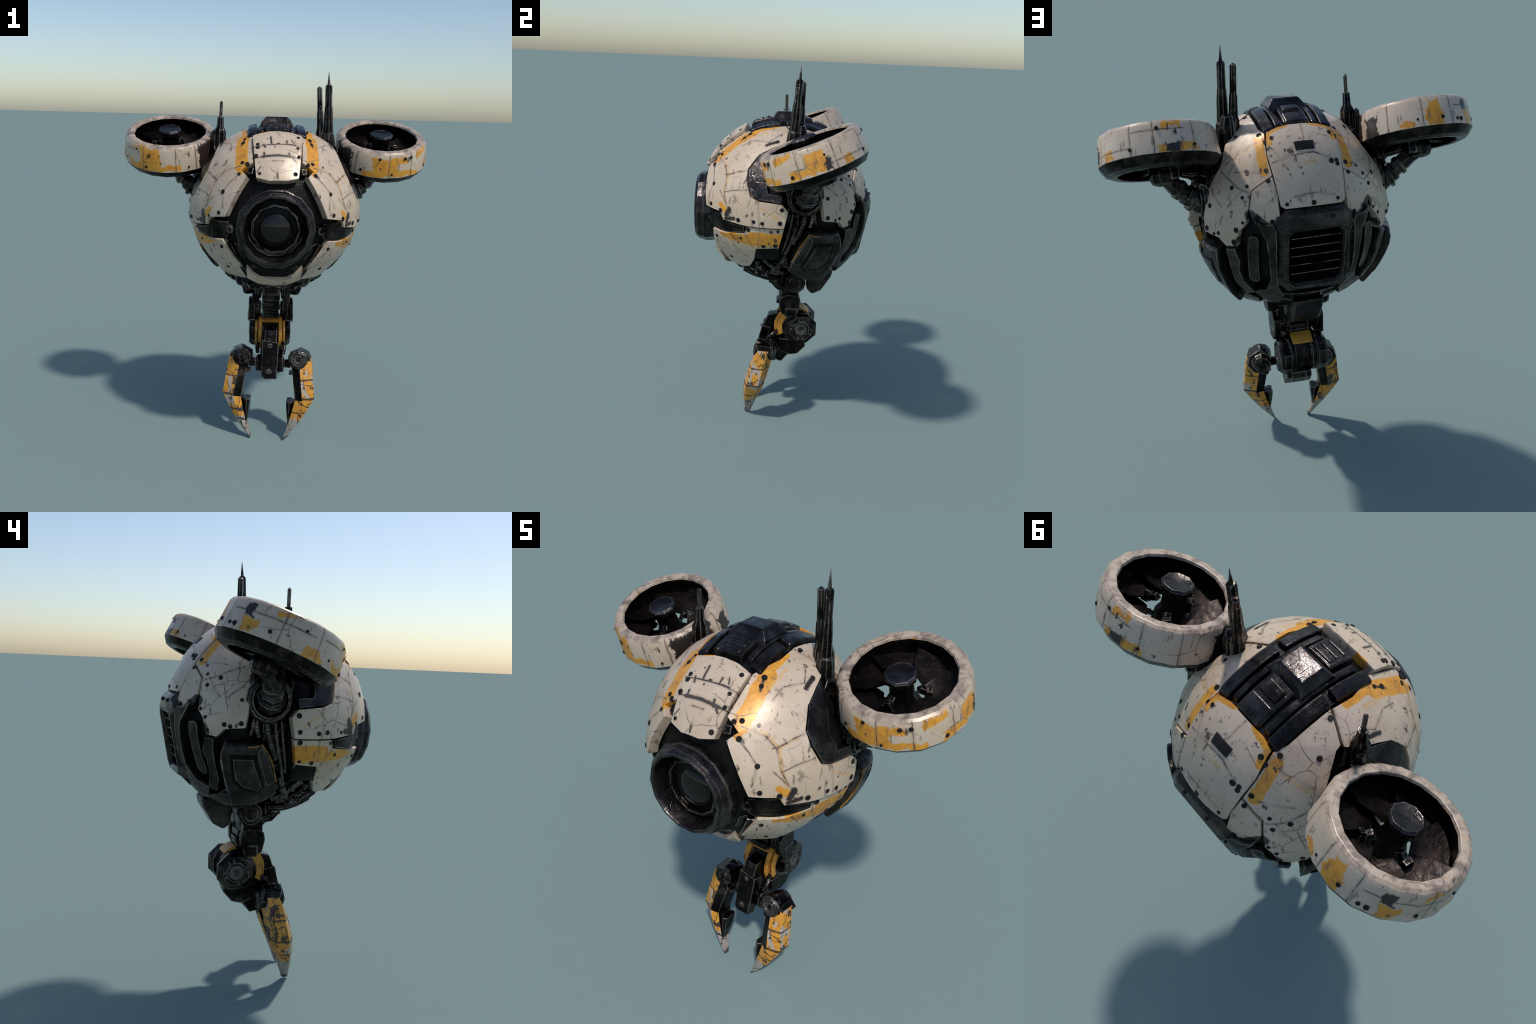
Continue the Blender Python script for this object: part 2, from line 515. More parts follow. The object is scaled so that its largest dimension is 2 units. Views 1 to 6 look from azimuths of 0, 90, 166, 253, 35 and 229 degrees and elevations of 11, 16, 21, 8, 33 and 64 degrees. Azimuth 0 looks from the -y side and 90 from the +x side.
def claw_paint():
    n = Nodes("claw_paint")
    p = n.coords()
    s = n.new("ShaderNodeSeparateXYZ")
    n.plug(s.inputs[0], p)
    z = n.math("ADD", s.outputs[2], n.math("MULTIPLY", n.math("SUBTRACT", n.noise(p, 16, 3), 0.5), 0.10))
    n2 = n.noise(p, 34, 4, 0.65)
    col = n.mix(n.step(n2, 0.35, 0.7), YELLOW, ORANGE)
    blot = n.step(n.noise(n.vec("MULTIPLY", p, (1, 1, 0.45)), 15, 1), 0.56, 0.59)
    col = n.mix(blot, col, (0.43, 0.355, 0.29))
    for at, w in ((0.345, 0.003), (0.245, 0.005), (0.165, 0.003)):
        band = n.math("ABSOLUTE", n.math("SUBTRACT", n.math("ADD", s.outputs[2], n.math("MULTIPLY", n.math("SUBTRACT", n2, 0.5), 0.02)), at))
        col = n.mix(n.math("MULTIPLY", n.step(band, w + 0.002, w), 0.9), col, (0.03, 0.025, 0.025))
    col = n.mix(n.step(z, 0.125, 0.115), col, (0.35, 0.30, 0.26))
    warp = n.vec("ADD", p, n.vec("SCALE", n.noise(p, 12, 3, 0.6, colour=True), 0.03))
    brick = n.voronoi(n.vec("MULTIPLY", warp, (1, 1, 0.7)), 17.0, "DISTANCE_TO_EDGE")
    col = n.mix(n.math("MULTIPLY", n.step(brick, 0.030, 0.012), n.step(n.noise(p, 9, 1), 0.47, 0.54)), col, (0.03, 0.024, 0.024))
    black = n.step(n.noise(n.vec("ADD", n.vec("MULTIPLY", p, (1, 1, 0.6)), (3.1, 1.7, 0.4)), 19, 3, 0.6), 0.57, 0.60)
    col = n.mix(n.math("MULTIPLY", black, 0.92), col, (0.03, 0.025, 0.025))
    spot = n.math("MULTIPLY", n.step(n.voronoi(warp, 34.0), 0.3, 0.2), n.step(n.noise(p, 14, 1), 0.5, 0.56))
    col = n.mix(n.math("MULTIPLY", spot, 0.9), col, (0.04, 0.03, 0.03))
    col = n.mix(n.step(z, 0.03, 0.01), col, (0.05, 0.04, 0.04))
    return n.finish(col, n.math("ADD", 0.3, n.math("MULTIPLY", n2, 0.2)), 0.08, n2, 0.2, 0.004)


def metal(name, dark, light, rough=0.34, metallic=0.5, tint=(0.030, 0.019, 0.013), amount=0.5, pale_edges=0.0, panels=0.0, spec=0.3):
    """Oily dark metal: clouded base, brown grime, scratches, uneven gloss, edges pale in patches."""
    n = Nodes(name)
    p = n.coords()
    n1, n2 = n.noise(p, 11, 4, 0.6), n.noise(p, 45, 4, 0.65)
    col = n.mix(n.step(n1, 0.35, 0.75), dark, light)
    col = n.mix(n.math("MULTIPLY", n.step(n2, 0.50, 0.72), amount), col, tint)
    scr = n.voronoi(n.vec("ADD", p, n.vec("SCALE", n.noise(p, 14, 3, 0.6, colour=True), 0.04)), 16.0, "DISTANCE_TO_EDGE")
    fine = n.math("MULTIPLY", n.step(scr, 0.03, 0.012), n.step(n.noise(p, 6, 1), 0.5, 0.6))
    col = n.mix(n.math("MULTIPLY", fine, 0.6), col, tuple(c * 0.3 for c in dark))
    cell = n.new("ShaderNodeTexVoronoi", feature="F1", distance="CHEBYCHEV")
    n.plug(cell.inputs["Vector"], n.vec("ADD", n.vec("MULTIPLY", p, (1.0, 1.0, 0.7)), (0.3, 0.1, 0.2)))
    cell.inputs["Scale"].default_value = 21.0
    tone = n.new("ShaderNodeSeparateColor")
    n.plug(tone.inputs[0], cell.outputs["Color"])
    gap = n.step(cell.outputs["Distance"], 0.40, 0.50)
    col = n.mix(n.math("MULTIPLY", n.step(tone.outputs[0], 0.45, 0.55), panels), col, tuple(c * 0.25 for c in dark))
    col = n.mix(n.math("MULTIPLY", gap, panels), col, tuple(c * 0.15 for c in dark))
    r = n.math("ADD", rough - 0.14, n.math("MULTIPLY", n.step(n.noise(p, 19, 3, 0.6), 0.3, 0.7), 0.26))
    if pale_edges:
        bev = n.new("ShaderNodeBevel", samples=4)
        bev.inputs["Radius"].default_value = 0.0075
        geo = n.new("ShaderNodeNewGeometry")
        same = n.vec("DOT_PRODUCT", bev.outputs[0], geo.outputs["Normal"])
        edge = n.math("MULTIPLY", n.step(same, 0.992, 0.94), n.step(n.math("ADD", n1, n.math("MULTIPLY", n2, 0.5)), 0.56, 0.80))
        col = n.mix(n.math("MULTIPLY", edge, pale_edges), col, (0.40, 0.35, 0.30))
    h = n.math("ADD", n.math("ADD", n2, n.math("MULTIPLY", n1, 1.2)), n.math("MULTIPLY", fine, -0.5))
    h = n.math("SUBTRACT", h, n.math("MULTIPLY", gap, panels * 1.2))
    return n.finish(col, r, metallic, h, 0.35, 0.006, spec)


DARK = metal("dark_gunmetal", (0.012, 0.010, 0.009), (0.060, 0.048, 0.041), 0.30, 0.85, pale_edges=0.7, panels=0.6)
GREYM = metal("pale_edged_grey_metal", (0.028, 0.025, 0.021), (0.080, 0.070, 0.060), 0.34, 0.75, pale_edges=0.7, panels=0.25)
BLUE = metal("blue_black_panel", (0.022, 0.020, 0.021), (0.080, 0.070, 0.068), 0.27, 0.85, pale_edges=0.4, panels=0.2)
BROWN = metal("darkened_duct_metal", (0.009, 0.0072, 0.007), (0.028, 0.020, 0.017), 0.40, 0.8)  # base colour lowered to match the near-black look of the fan interior
BLACK = metal("black_recess", (0.002, 0.002, 0.002), (0.006, 0.0055, 0.005), 0.5, 0.1, (0.008, 0.006, 0.005), spec=0.15)
BOLT = metal("bolt_metal", (0.008, 0.007, 0.007), (0.022, 0.018, 0.017), 0.4, 0.3)
YELM = metal("yellow_paint", (0.60, 0.28, 0.04), (0.45, 0.19, 0.03), 0.4, 0.1, (0.10, 0.07, 0.05), 0.6)
TRIM = metal("rubbed_yellow_trim", (0.42, 0.20, 0.03), (0.20, 0.10, 0.02), 0.4, 0.1, (0.03, 0.022, 0.018), 1.0)
PALE = metal("pale_marks", (0.11, 0.105, 0.10), (0.07, 0.066, 0.062), 0.45, 0.2, amount=0.7)
INK = metal("black_lettering", (0.012, 0.011, 0.014), (0.02, 0.018, 0.02), 0.5, 0.0)


def lens_glass():
    n = Nodes("lens_glass")
    p = n.coords()
    s = n.new("ShaderNodeSeparateXYZ")
    n.plug(s.inputs[0], p)
    rr = n.math("SQRT", n.math("ADD", n.math("POWER", s.outputs[0], 2.0), n.math("POWER", n.math("SUBTRACT", s.outputs[2], 1.222), 2.0)))
    rings = n.math("SINE", n.math("MULTIPLY", rr, 480.0))
    col = n.mix(n.step(rings, 0.2, 0.9), (0.006, 0.005, 0.005), (0.011, 0.009, 0.0085))
    n.bsdf.inputs["Coat Weight"].default_value = 0.12
    n.bsdf.inputs["Coat Roughness"].default_value = 0.05
    return n.finish(col, 0.07, 0.0, spec=0.25)


LENS = lens_glass()
RING_L = ring_paint("left_duct_paint",
                    [(-34, -6, -0.13, -0.03), (-52, 18, -0.13, -0.095), (-45, -10, -0.035, -0.012), (-148, -132, -0.13, -0.07), (172, 184, -0.13, -0.02),
                     (142, 158, -0.13, -0.105), (-120, -100, -0.03, -0.01), (-88, -70, -0.125, -0.095)],
                    [(44, 88, -0.14, -0.014), (-146, -138, -0.06, -0.02), (100, 118, -0.14, -0.05)],
                    [(a, a + 0.4, -0.14, -0.005) for a in (-75, -30, 12, 38, 98, 130, 165, -165, -110)] + [(-70, -45, -0.042, -0.040), (-160, -80, -0.052, -0.050)])
RING_R = ring_paint("right_duct_paint",
                    [(-16, 16, -0.13, -0.025), (-28, 46, -0.13, -0.098), (16, 30, -0.05, -0.02), (44, 66, -0.035, -0.012), (58, 84, -0.13, -0.085),
                     (78, 100, -0.12, -0.03), (120, 130, -0.13, -0.10), (176, 212, -0.13, -0.098), (190, 199, -0.035, -0.012)],
                    [(-88, -44, -0.14, -0.014), (96, 104, -0.12, -0.07), (187, 193, -0.125, -0.095)],
                    [(a, a + 0.4, -0.14, -0.005) for a in (-38, 4, 34, 70, 110, 150, 172, -150, -118)] + [(150, 200, -0.042, -0.040), (100, 150, -0.1, -0.098)])
CLAW = claw_paint()


# ------------------------------------------------------------------- root
root = bpy.data.objects.new("hover_robot", None)
bpy.context.scene.collection.objects.link(root)
root["label"] = "round armoured hover robot with one eye, twin ducted fans and a claw arm"
root["category"] = "robot drone"


# --------------------------------------------------------------- body core
bm = bmesh.new()
bmesh.ops.create_icosphere(bm, subdivisions=5, radius=1.0)
for v in bm.verts:
    d = v.co.normalized()
    lon, lat = abs(math.degrees(math.atan2(d.x, -d.y))), math.degrees(math.asin(max(-1, min(1, d.z))))
    r = 0.428
    flank = max(0, 1 - abs(lon - 103) / 16) * max(0, min(1, (24 - lat) / 8))
    r -= 0.068 * min(1, flank * 2)
    r -= 0.03 * max(0, min(1, (-lat - 42) / 14)) * max(0, min(1, (lon - 60) / 30))
    rear = max(0, 1 - abs(lon - 148) / 14) * max(0, min(1, (10 - lat) / 8))
    r += 0.010 * min(1, rear * 2)
    r -= 0.045 * max(0, min(1, (lon - 56) / 8)) * max(0, min(1, (104 - lon) / 8)) * max(0, min(1, (-lat - 34) / 8))
    if lon > 161 and -38 < lat < 8:
        r = 0.36
    v.co = C + d * r
make("inner_hull", bm, BLACK, root)


# ----------------------------------------------------------- armour plates
FRONT_SIDE = [(30.5, 58.5), (28.5, 55.5), (18.6, 37.0), (25.6, 30.8), (20.2, 26.8), (31.5, 2.0), (45.3, 0.2), (47.8, -4.6), (64, -6.2), (90, -5.9), (92.2, 4.8),
              (88.5, 9.2), (73, 10.3), (67, 12.6), (62.6, 22), (61.2, 30), (66.8, 40.6), (78, 47), (88, 50.5), (97.5, 54.5), (88, 69.6), (60, 65.8)]
LOW_SIDE = [(35.6, -12.6), (46.5, -13.4), (63, -12), (64.5, -7.2), (90, -6.8), (87, -21.3), (70, -23.6), (65.5, -35.5), (57, -44.5), (25, -46), (23.3, -42.6), (26, -30.5)]
LOW_DARK = [(87, -22.2), (71, -24.4), (66.5, -35.5), (72, -33.5), (85.5, -30)]
BACK_SIDE = [(90, 70), (120, 66.5), (138, 59.5), (147.5, 55.5), (152.8, 42.5), (157.2, 31.8), (145.2, 23.6), (144.4, 12.5), (143.3, 6.5), (139.5, 2.5),
             (137.4, -5.8), (131, -6.6), (126.8, -2.5), (115.8, -1.2), (114.3, 8), (114.6, 22), (117, 34), (111, 45), (103, 54), (98.5, 55.5)]
BACK_LOW = [(157.4, 31), (146, 23.4), (145.1, 13), (147.2, 8.6), (156.8, 2.8), (161.5, 11.3), (160.5, 22)]
BACK_MID = [(149, 55.8), (158, 59.5), (169, 61.3), (180, 61.7), (191, 61.3), (202, 59.5), (211, 55.8), (206.8, 42.5), (202, 31.5), (198, 16), (195.6, 14.5), (164.4, 14.5),
            (162, 16), (158, 31.5), (153.2, 42.5)]
FRONT_MID = [(-17.5, 37), (-14.2, 26.2), (-6, 24.6), (6, 24.6), (14.2, 26.2), (17.5, 37), (21.6, 47), (29.5, 57.5), (18, 61.8), (0, 63.6), (-18, 61.8), (-29.5, 57.5), (-21.6, 47)]
CHIN = [(-21.5, -31.5), (-24, -43), (-15, -48), (0, -50), (15, -48), (24, -43), (21.5, -31.5), (17, -38), (9, -42), (0, -43.2), (-9, -42), (-17, -38)]

PAINT_FRONT_SIDE = body_paint("front_armour_paint", FRONT_SIDE)
PAINT_LOW_SIDE = body_paint("lower_armour_paint", LOW_SIDE)
PAINT_BACK_SIDE = body_paint("back_armour_paint", BACK_SIDE)
PAINT_BACK_LOW = body_paint("rear_corner_paint", BACK_LOW)
PAINT_BACK_MID = body_paint("rear_plate_paint", BACK_MID, False)
PAINT_FRONT_MID = body_paint("brow_paint", FRONT_MID, False, True)
PAINT_CHIN = body_paint("chin_paint", CHIN)

BOLTS = {
    "front_side": [(16.7 + 6, 35.2), (26.4, 28), (27, 36), (36.5, 3.9), (45.5, 1.2), (59.6, -3), (70.5, -2.8), (76.1, -3.3), (87.3, -2.4), (88.1, 6), (40.5, 56.8), (37.8, 52.5), (79.2, 51.8), (95.6, 67), (35.5, 16.5)],
    "low_side": [(37.4, -17.9), (59.6, -16), (66, -9), (86.2, -8.3), (84.6, -19.4), (76, -20.6), (41, -36)],
    "back_side": [(117.8, 1), (126.7, 0), (136.2, -3.4), (141.7, 7.1), (138, 3.1), (123.5, -0.8), (140.5, 19.9), (142.5, 25.9), (153.2, 34.5), (132.8, 24.3), (142.4, 54.8), (115.5, 53.3), (118.5, 13), (150.5, 50)],
    "back_low": [(155.2, 28.9), (149.8, 10.2), (157.5, 8.5)],
    "back_mid": [(165.4, 16.9), (193.5, 17.3), (154.8, 52.4), (206, 52.4), (179.6, 16.8), (199.7, 36.4), (195.8, 36.6), (199.5, 34.5)],
    "front_mid": [(-12, 29), (12, 29), (-17.5, 46.8), (17.5, 46.8), (-17, 40.5), (16.5, 40.5), (22.5, 56.2), (-18.5, 49.5)],
}


def plate(name, poly, mat, r=R, thick=0.032, rim=0.004, parent=root, bolts=(), radius=None, size=0.0105, wave=0.0012):
    bm = bmesh.new()
    add_shell(bm, poly, r, thick, rim, radius=radius, wave=wave)
    ob = make(name, bm, mat, parent, sharp=60)
    w = ob.modifiers.new("weight", "WEIGHTED_NORMAL")
    w.weight, w.keep_sharp = 60, True
    for i, (lon, lat) in enumerate(bolts):
        d = direction(lon, lat)
        rr = radius(d, r) if radius else r
        bolt(C + d * rr, d, size * random.choice((0.75, 0.9, 1.0, 1.0, 1.12)), ob, lon + i)
    return ob


bolt_mesh = None


def bolt(pos, axis, size, parent, turn=0):
    global bolt_mesh
    if bolt_mesh is None:
        b = bmesh.new()
        add_lathe(b, [(1.0, -0.6), (1.0, 0.10), (0.82, 0.24), (0.6, 0.24), (0.5, 0.12), (0.0, 0.14)], 10)
        tmp = make("bolt", b, BOLT, sharp=50)
        bolt_mesh = tmp.data
        bpy.data.objects.remove(tmp)
    ob = bpy.data.objects.new("bolt", bolt_mesh)
    bpy.context.scene.collection.objects.link(ob)
    ob.parent = parent
    ob.matrix_basis = parent.matrix_basis.inverted() @ frame(pos, axis) @ Matrix.Rotation(turn, 4, "Z") @ Matrix.Diagonal((size, size, size, 1))
    return ob


def ll(d):
    return abs(math.degrees(math.atan2(d.x, -d.y))), math.degrees(math.asin(max(-1, min(1, d.z))))


def front_bulge(d, r):
    """The plates thicken towards the eye."""
    away = math.degrees(math.acos(max(-1, min(1, d.dot(direction(0, -3))))))
    return r + 0.002 + 0.018 * max(0.0, min(1.0, (54 - away) / 20))


def tuck(d, r):
    """The lower plates curl in under the ball."""
    return (front_bulge(d, r) + r) / 2 - 0.010 + 0.009 * max(0, min(1, (64 - ll(d)[0]) / 14)) - 0.020 * max(0.0, min(1.0, (-ll(d)[1] - 12) / 26))


def shoulder_dip(d, r):
    """The rear plates are flatter beside the fan mounts and fuller at the back."""
    lon, lat = ll(d)
    dip = max(0, 1 - math.hypot(lon - 114, (lat - 40) * 1.3) / 30)
    full = 0.010 * max(0, min(1, (lat - 36) / 16)) * max(0, min(1, (lon - 136) / 10))
    low = 0.010 * max(0, min(1, (12 - lat) / 10))
    return r - 0.014 * dip + full + low


def crown_rise(d, r):
    return r + 0.011 * max(0, min(1, (ll(d)[1] - 30) / 20))


def pod_bulge(d, r):
    """The hip pods stand out most at their lower rear corner."""
    lon, lat = ll(d)
    return r + 0.0017 * (lon - 108) - 0.0035 * max(0, lat + 14)


for side in (1, -1):
    def sd(poly, s=side):
        return poly if s > 0 else flip(poly)
    def sb(key, s=side):
        return [(s * a, b) for a, b in BOLTS[key]]
    plate("armour_plate", sd(FRONT_SIDE), PAINT_FRONT_SIDE, thick=0.042, bolts=sb("front_side"), radius=front_bulge)
    plate("armour_plate", sd(LOW_SIDE), PAINT_LOW_SIDE, bolts=sb("low_side"), radius=tuck)
    plate("lower_panel", sd(LOW_DARK), GREYM, R - 0.014, radius=tuck)
    plate("armour_plate", sd(BACK_SIDE), PAINT_BACK_SIDE, bolts=sb("back_side"), radius=shoulder_dip)
    plate("armour_plate", sd(BACK_LOW), PAINT_BACK_LOW, R + 0.006, bolts=sb("back_low"))
    # dark pieces between the plates
    plate("cheek_panel", sd([(31, -1), (47, -1.6), (49, -5.8), (63.5, -7.2), (62.5, -11.2), (47, -13.4), (36, -14.2), (31, -10)]), DARK, 0.452)
    plate("eye_rail", sd([(36.5, -16), (28.2, -34), (25, -46.5), (20.5, -44), (23.5, -33), (30, -15)]), DARK, 0.448, 0.035, 0.008)
    plate("eye_rail", sd([(29.5, -15), (23, -32), (20, -42), (17, -40), (20, -31), (26, -16)]), DARK, 0.434, 0.03, 0.006)
    plate("socket_shroud", sd([(97, 54), (84, 49), (67.5, 41.5), (61.6, 30), (63.2, 22), (67.6, 13), (73, 10.8), (88, 9.6), (88.5, 15), (79, 16), (76, 26), (81, 37), (95, 46), (104, 47)]), BLUE, 0.455, 0.06, 0.010)
    # round studs beside the eye
    d = direction(side * 30.5, -6.2)
    bm = bmesh.new()
    add_lathe(bm, [(0.024, -0.03), (0.024, 0.0), (0.019, 0.005), (0.015, 0.005), (0.013, 0.0), (0.008, 0.001), (0, 0.004)], 8, frame(C + d * 0.447, d))
    make("stud", bm, DARK, root)
    bm = bmesh.new()
    add_box(bm, (0.035, 0.03, 0.03), frame(on_ball(side * 19.5, 31.5, 0.446), direction(side * 20, 31)))
    make("latch_block", bm, DARK, root, 0.005)


def raised(d, r):
    """The middle front plate rides above the ball and kicks out at its lip."""
    lat = math.degrees(math.asin(max(-1, min(1, d.z))))
    lip = max(0.0, min(1.0, (40.5 - lat) / 2.0))
    return r - 0.004 * lip


plate("brow_plate", FRONT_MID, PAINT_FRONT_MID, 0.479, 0.045, 0.006, bolts=BOLTS["front_mid"], radius=raised, size=0.011)
back = plate("armour_plate", BACK_MID, PAINT_BACK_MID, R + 0.004, bolts=BOLTS["back_mid"], size=0.0108, radius=crown_rise)
plate("slot", [(173.2, 44.2), (186.8, 44.2), (187.8, 49.2), (172.2, 49.2)], BOLT, R + 0.0072, 0.012, 0.003, parent=back, wave=0, radius=crown_rise)
plate("chin_lip", CHIN, PAINT_CHIN, 0.457, 0.035, 0.006)
plate("chin_rail", [(-20, -33), (-16.5, -37.3), (-9, -41.2), (0, -42.4), (9, -41.2), (16.5, -37.3), (20, -33), (17, -31.5), (8, -37), (0, -38.5), (-8, -37), (-17, -31.5)], DARK, 0.438, 0.03, 0.008)


# ------------------------------------------------------------------- eye
eye_m = frame((0, -0.30, 1.222), (0, -1, 0))
bm = bmesh.new()
add_lathe(bm, [(0.176, -0.02), (0.190, 0.06), (0.196, 0.105), (0.196, 0.128), (0.190, 0.133), (0.190, 0.140), (0.184, 0.162), (0.170, 0.177), (0.160, 0.177), (0.153, 0.166),
               (0.147, 0.125), (0.140, 0.098), (0.120, 0.094)], 14, eye_m, phase=0.5)
eye = make("eye_housing", bm, BLUE, root, sharp=24)
bm = bmesh.new()
add_lathe(bm, [(0.133, 0.08), (0.128, 0.110), (0.122, 0.127), (0.113, 0.129), (0.108, 0.119), (0.104, 0.100), (0.098, 0.095), (0.086, 0.085)], 11, eye_m, phase=0.2)
make("inner_ring", bm, DARK, eye, sharp=30)
bm = bmesh.new()
prof = [(0.100 * math.sin(a), 0.088 + 0.056 * math.cos(a)) for a in [i * pi / 2 / 8 for i in range(9)]]
add_lathe(bm, prof[::-1], 24, eye_m)
make("lens", bm, LENS, eye, sharp=80)
bm = bmesh.new()
add_lathe(bm, [(0.262, -0.05), (0.274, 0.005), (0.264, 0.028), (0.240, 0.044), (0.222, 0.054), (0.204, 0.058), (0.185, 0.058)], 12, eye_m, phase=0.5)
make("eye_seat", bm, BLACK, root, 0.006, sharp=20)


# -------------------------------------------------------- top panel of blocks
def top_block(name, x0, x1, y0, y1, h, base=0.425, mat=BLUE, bevel=0.008, taper=0.9, nx=2, ny=4, mark=0.0):
    """A block that follows the crown of the ball: footprint in x and y, height above the ball."""
    bm = bmesh.new()
    def crown(x, y, r):
        return C.z + math.sqrt(max(r * r - x * x - (y - C.y) ** 2, 1e-4))
    top, low = [], []
    cx, cy = (x0 + x1) / 2, (y0 + y1) / 2
    for j in range(ny + 1):
        rt, rl = [], []
        for i in range(nx + 1):
            x, y = x0 + (x1 - x0) * i / nx, y0 + (y1 - y0) * j / ny
            xt, yt = cx + (x - cx) * taper, cy + (y - cy) * (1 - (1 - taper) * 0.6)
            rt.append(bm.verts.new((xt, yt, crown(xt, yt, R + h))))
            rl.append(bm.verts.new((x, y, crown(x, y, base))))
        top.append(rt)
        low.append(rl)
    for j in range(ny):
        for i in range(nx):
            bm.faces.new((top[j][i], top[j][i + 1], top[j + 1][i + 1], top[j + 1][i]))
            bm.faces.new((low[j][i], low[j + 1][i], low[j + 1][i + 1], low[j][i + 1]))
    for j in range(ny):
        for i in (0, nx):
            bm.faces.new((low[j][i], low[j + 1][i], top[j + 1][i], top[j][i]))
    for i in range(nx):
        for j in (0, ny):
            bm.faces.new((low[j][i], low[j][i + 1], top[j][i + 1], top[j][i]))
    return make(name, bm, mat, crown_base, bevel, sharp=32)


bm = bmesh.new()
add_shell(bm, [(-36, 54.5), (0, 60.5), (36, 54.5), (80, 70.5), (100, 70.5), (147, 55.5), (180, 60.5), (213, 55.5), (260, 70.5), (280, 70.5)], 0.449, 0.03, 0.004)
crown_base = make("crown_panel", bm, BLUE, root, sharp=60)
for s in (1, -1):
    a, b = sorted((s * 0.100, s * 0.152))
    top_block("side_rail", a, b, -0.195, -0.025, 0.014)
    top_block("side_rail", a, b, -0.010, 0.226, 0.015)
    a, b = sorted((s * 0.066, s * 0.096))
    top_block("inner_rail", a, b, -0.175, 0.215, 0.009, ny=6)
top_block("vent_block", -0.062, 0.062, -0.186, -0.074, 0.020, taper=0.9)
for y in (-0.165, -0.132, -0.100):
    top_block("vent_ridge", -0.048, 0.048, y - 0.012, y + 0.012, 0.025, taper=0.86, ny=1)
top_block("vent_block", -0.060, 0.060, 0.052, 0.215, 0.014, taper=0.92)
top_block("vent_block", -0.045, 0.045, 0.085, 0.140, 0.026, taper=0.85, ny=2)
top_block("vent_block", -0.055, 0.055, 0.150, 0.222, 0.022, taper=0.9, ny=2)
bm = bmesh.new()
add_loft(bm, [[(-w, y0, z), (w, y0, z), (w, y1, z), (-w, y1, z)] for w, y0, y1, z in
              ((0.090, -0.085, 0.078, 1.690), (0.084, -0.074, 0.068, 1.724), (0.060, -0.054, 0.046, 1.754), (0.054, -0.047, 0.039, 1.757))])
make("sensor_box", bm, BLUE, crown_base, 0.005, sharp=20)


# ----------------------------------------------------------- rear grille
n_g = Vector((0, 1, -0.19)).normalized()
gm = frame((0, 0.470, 1.175), n_g, (1, 0, 0))      # local x: world x, local y: down/up, z: out
gy = gm.to_3x3().col[1]


def gpt(x, z, out=0.0):
    """Point on the tilted grille face at world x and height z."""
    y = 0.436 - (z - 1.175) * n_g.z / n_g.y
    return Vector((x, y, z)) + n_g * out


def octagon(hx, z0, z1, c):
    return [(-hx + c, z0), (hx - c, z0), (hx, z0 + c), (hx, z1 - c), (hx - c, z1), (-hx + c, z1), (-hx, z1 - c), (-hx, z0 + c)]


bm = bmesh.new()
loops = [(octagon(0.172, 0.985, 1.350, 0.050), -0.11), (octagon(0.172, 0.985, 1.362, 0.050), -0.035), (octagon(0.163, 0.995, 1.345, 0.050), -0.008),
         (octagon(0.136, 1.012, 1.300, 0.034), 0.014), (octagon(0.122, 1.022, 1.288, 0.026), 0.014), (octagon(0.112, 1.034, 1.274, 0.018), 0.0), (octagon(0.108, 1.038, 1.270, 0.016), -0.04)]
add_loft(bm, [[gpt(x, z, o) for x, z in lp] for lp, o in loops], caps=False)
grille = make("grille_frame", bm, GREYM, root, 0.003, sharp=22)
bm = bmesh.new()
bm.faces.new([bm.verts.new(gpt(x, z, -0.036)) for x, z in octagon(0.11, 1.036, 1.272, 0.016)])
bmesh.ops.solidify(bm, geom=bm.faces[:], thickness=0.01)
make("grille_back", bm, BLACK, grille)
for k in range(5):
    bm = bmesh.new()
    m = frame(gpt(0, 1.240 - k * 0.0415, -0.017), n_g, (1, 0, 0)) @ Matrix.Rotation(math.radians(24), 4, "X")
    add_box(bm, (0.214, 0.0035, 0.034), m)
    make("slat", bm, DARK, grille, 0.001)
bm = bmesh.new()
for x, z, s in ((-0.150, 1.06, 1), (-0.152, 1.25, 1), (0.150, 1.08, 1), (0.151, 1.22, 1), (0.06, 1.335, 1), (-0.07, 1.335, 1)):
    add_lathe(bm, [(0.008, -0.01), (0.008, 0.004), (0.005, 0.007), (0, 0.007)], 8, frame(gpt(x, z, 0.0), n_g))
make("rivets", bm, BOLT, grille, kind="stuff")


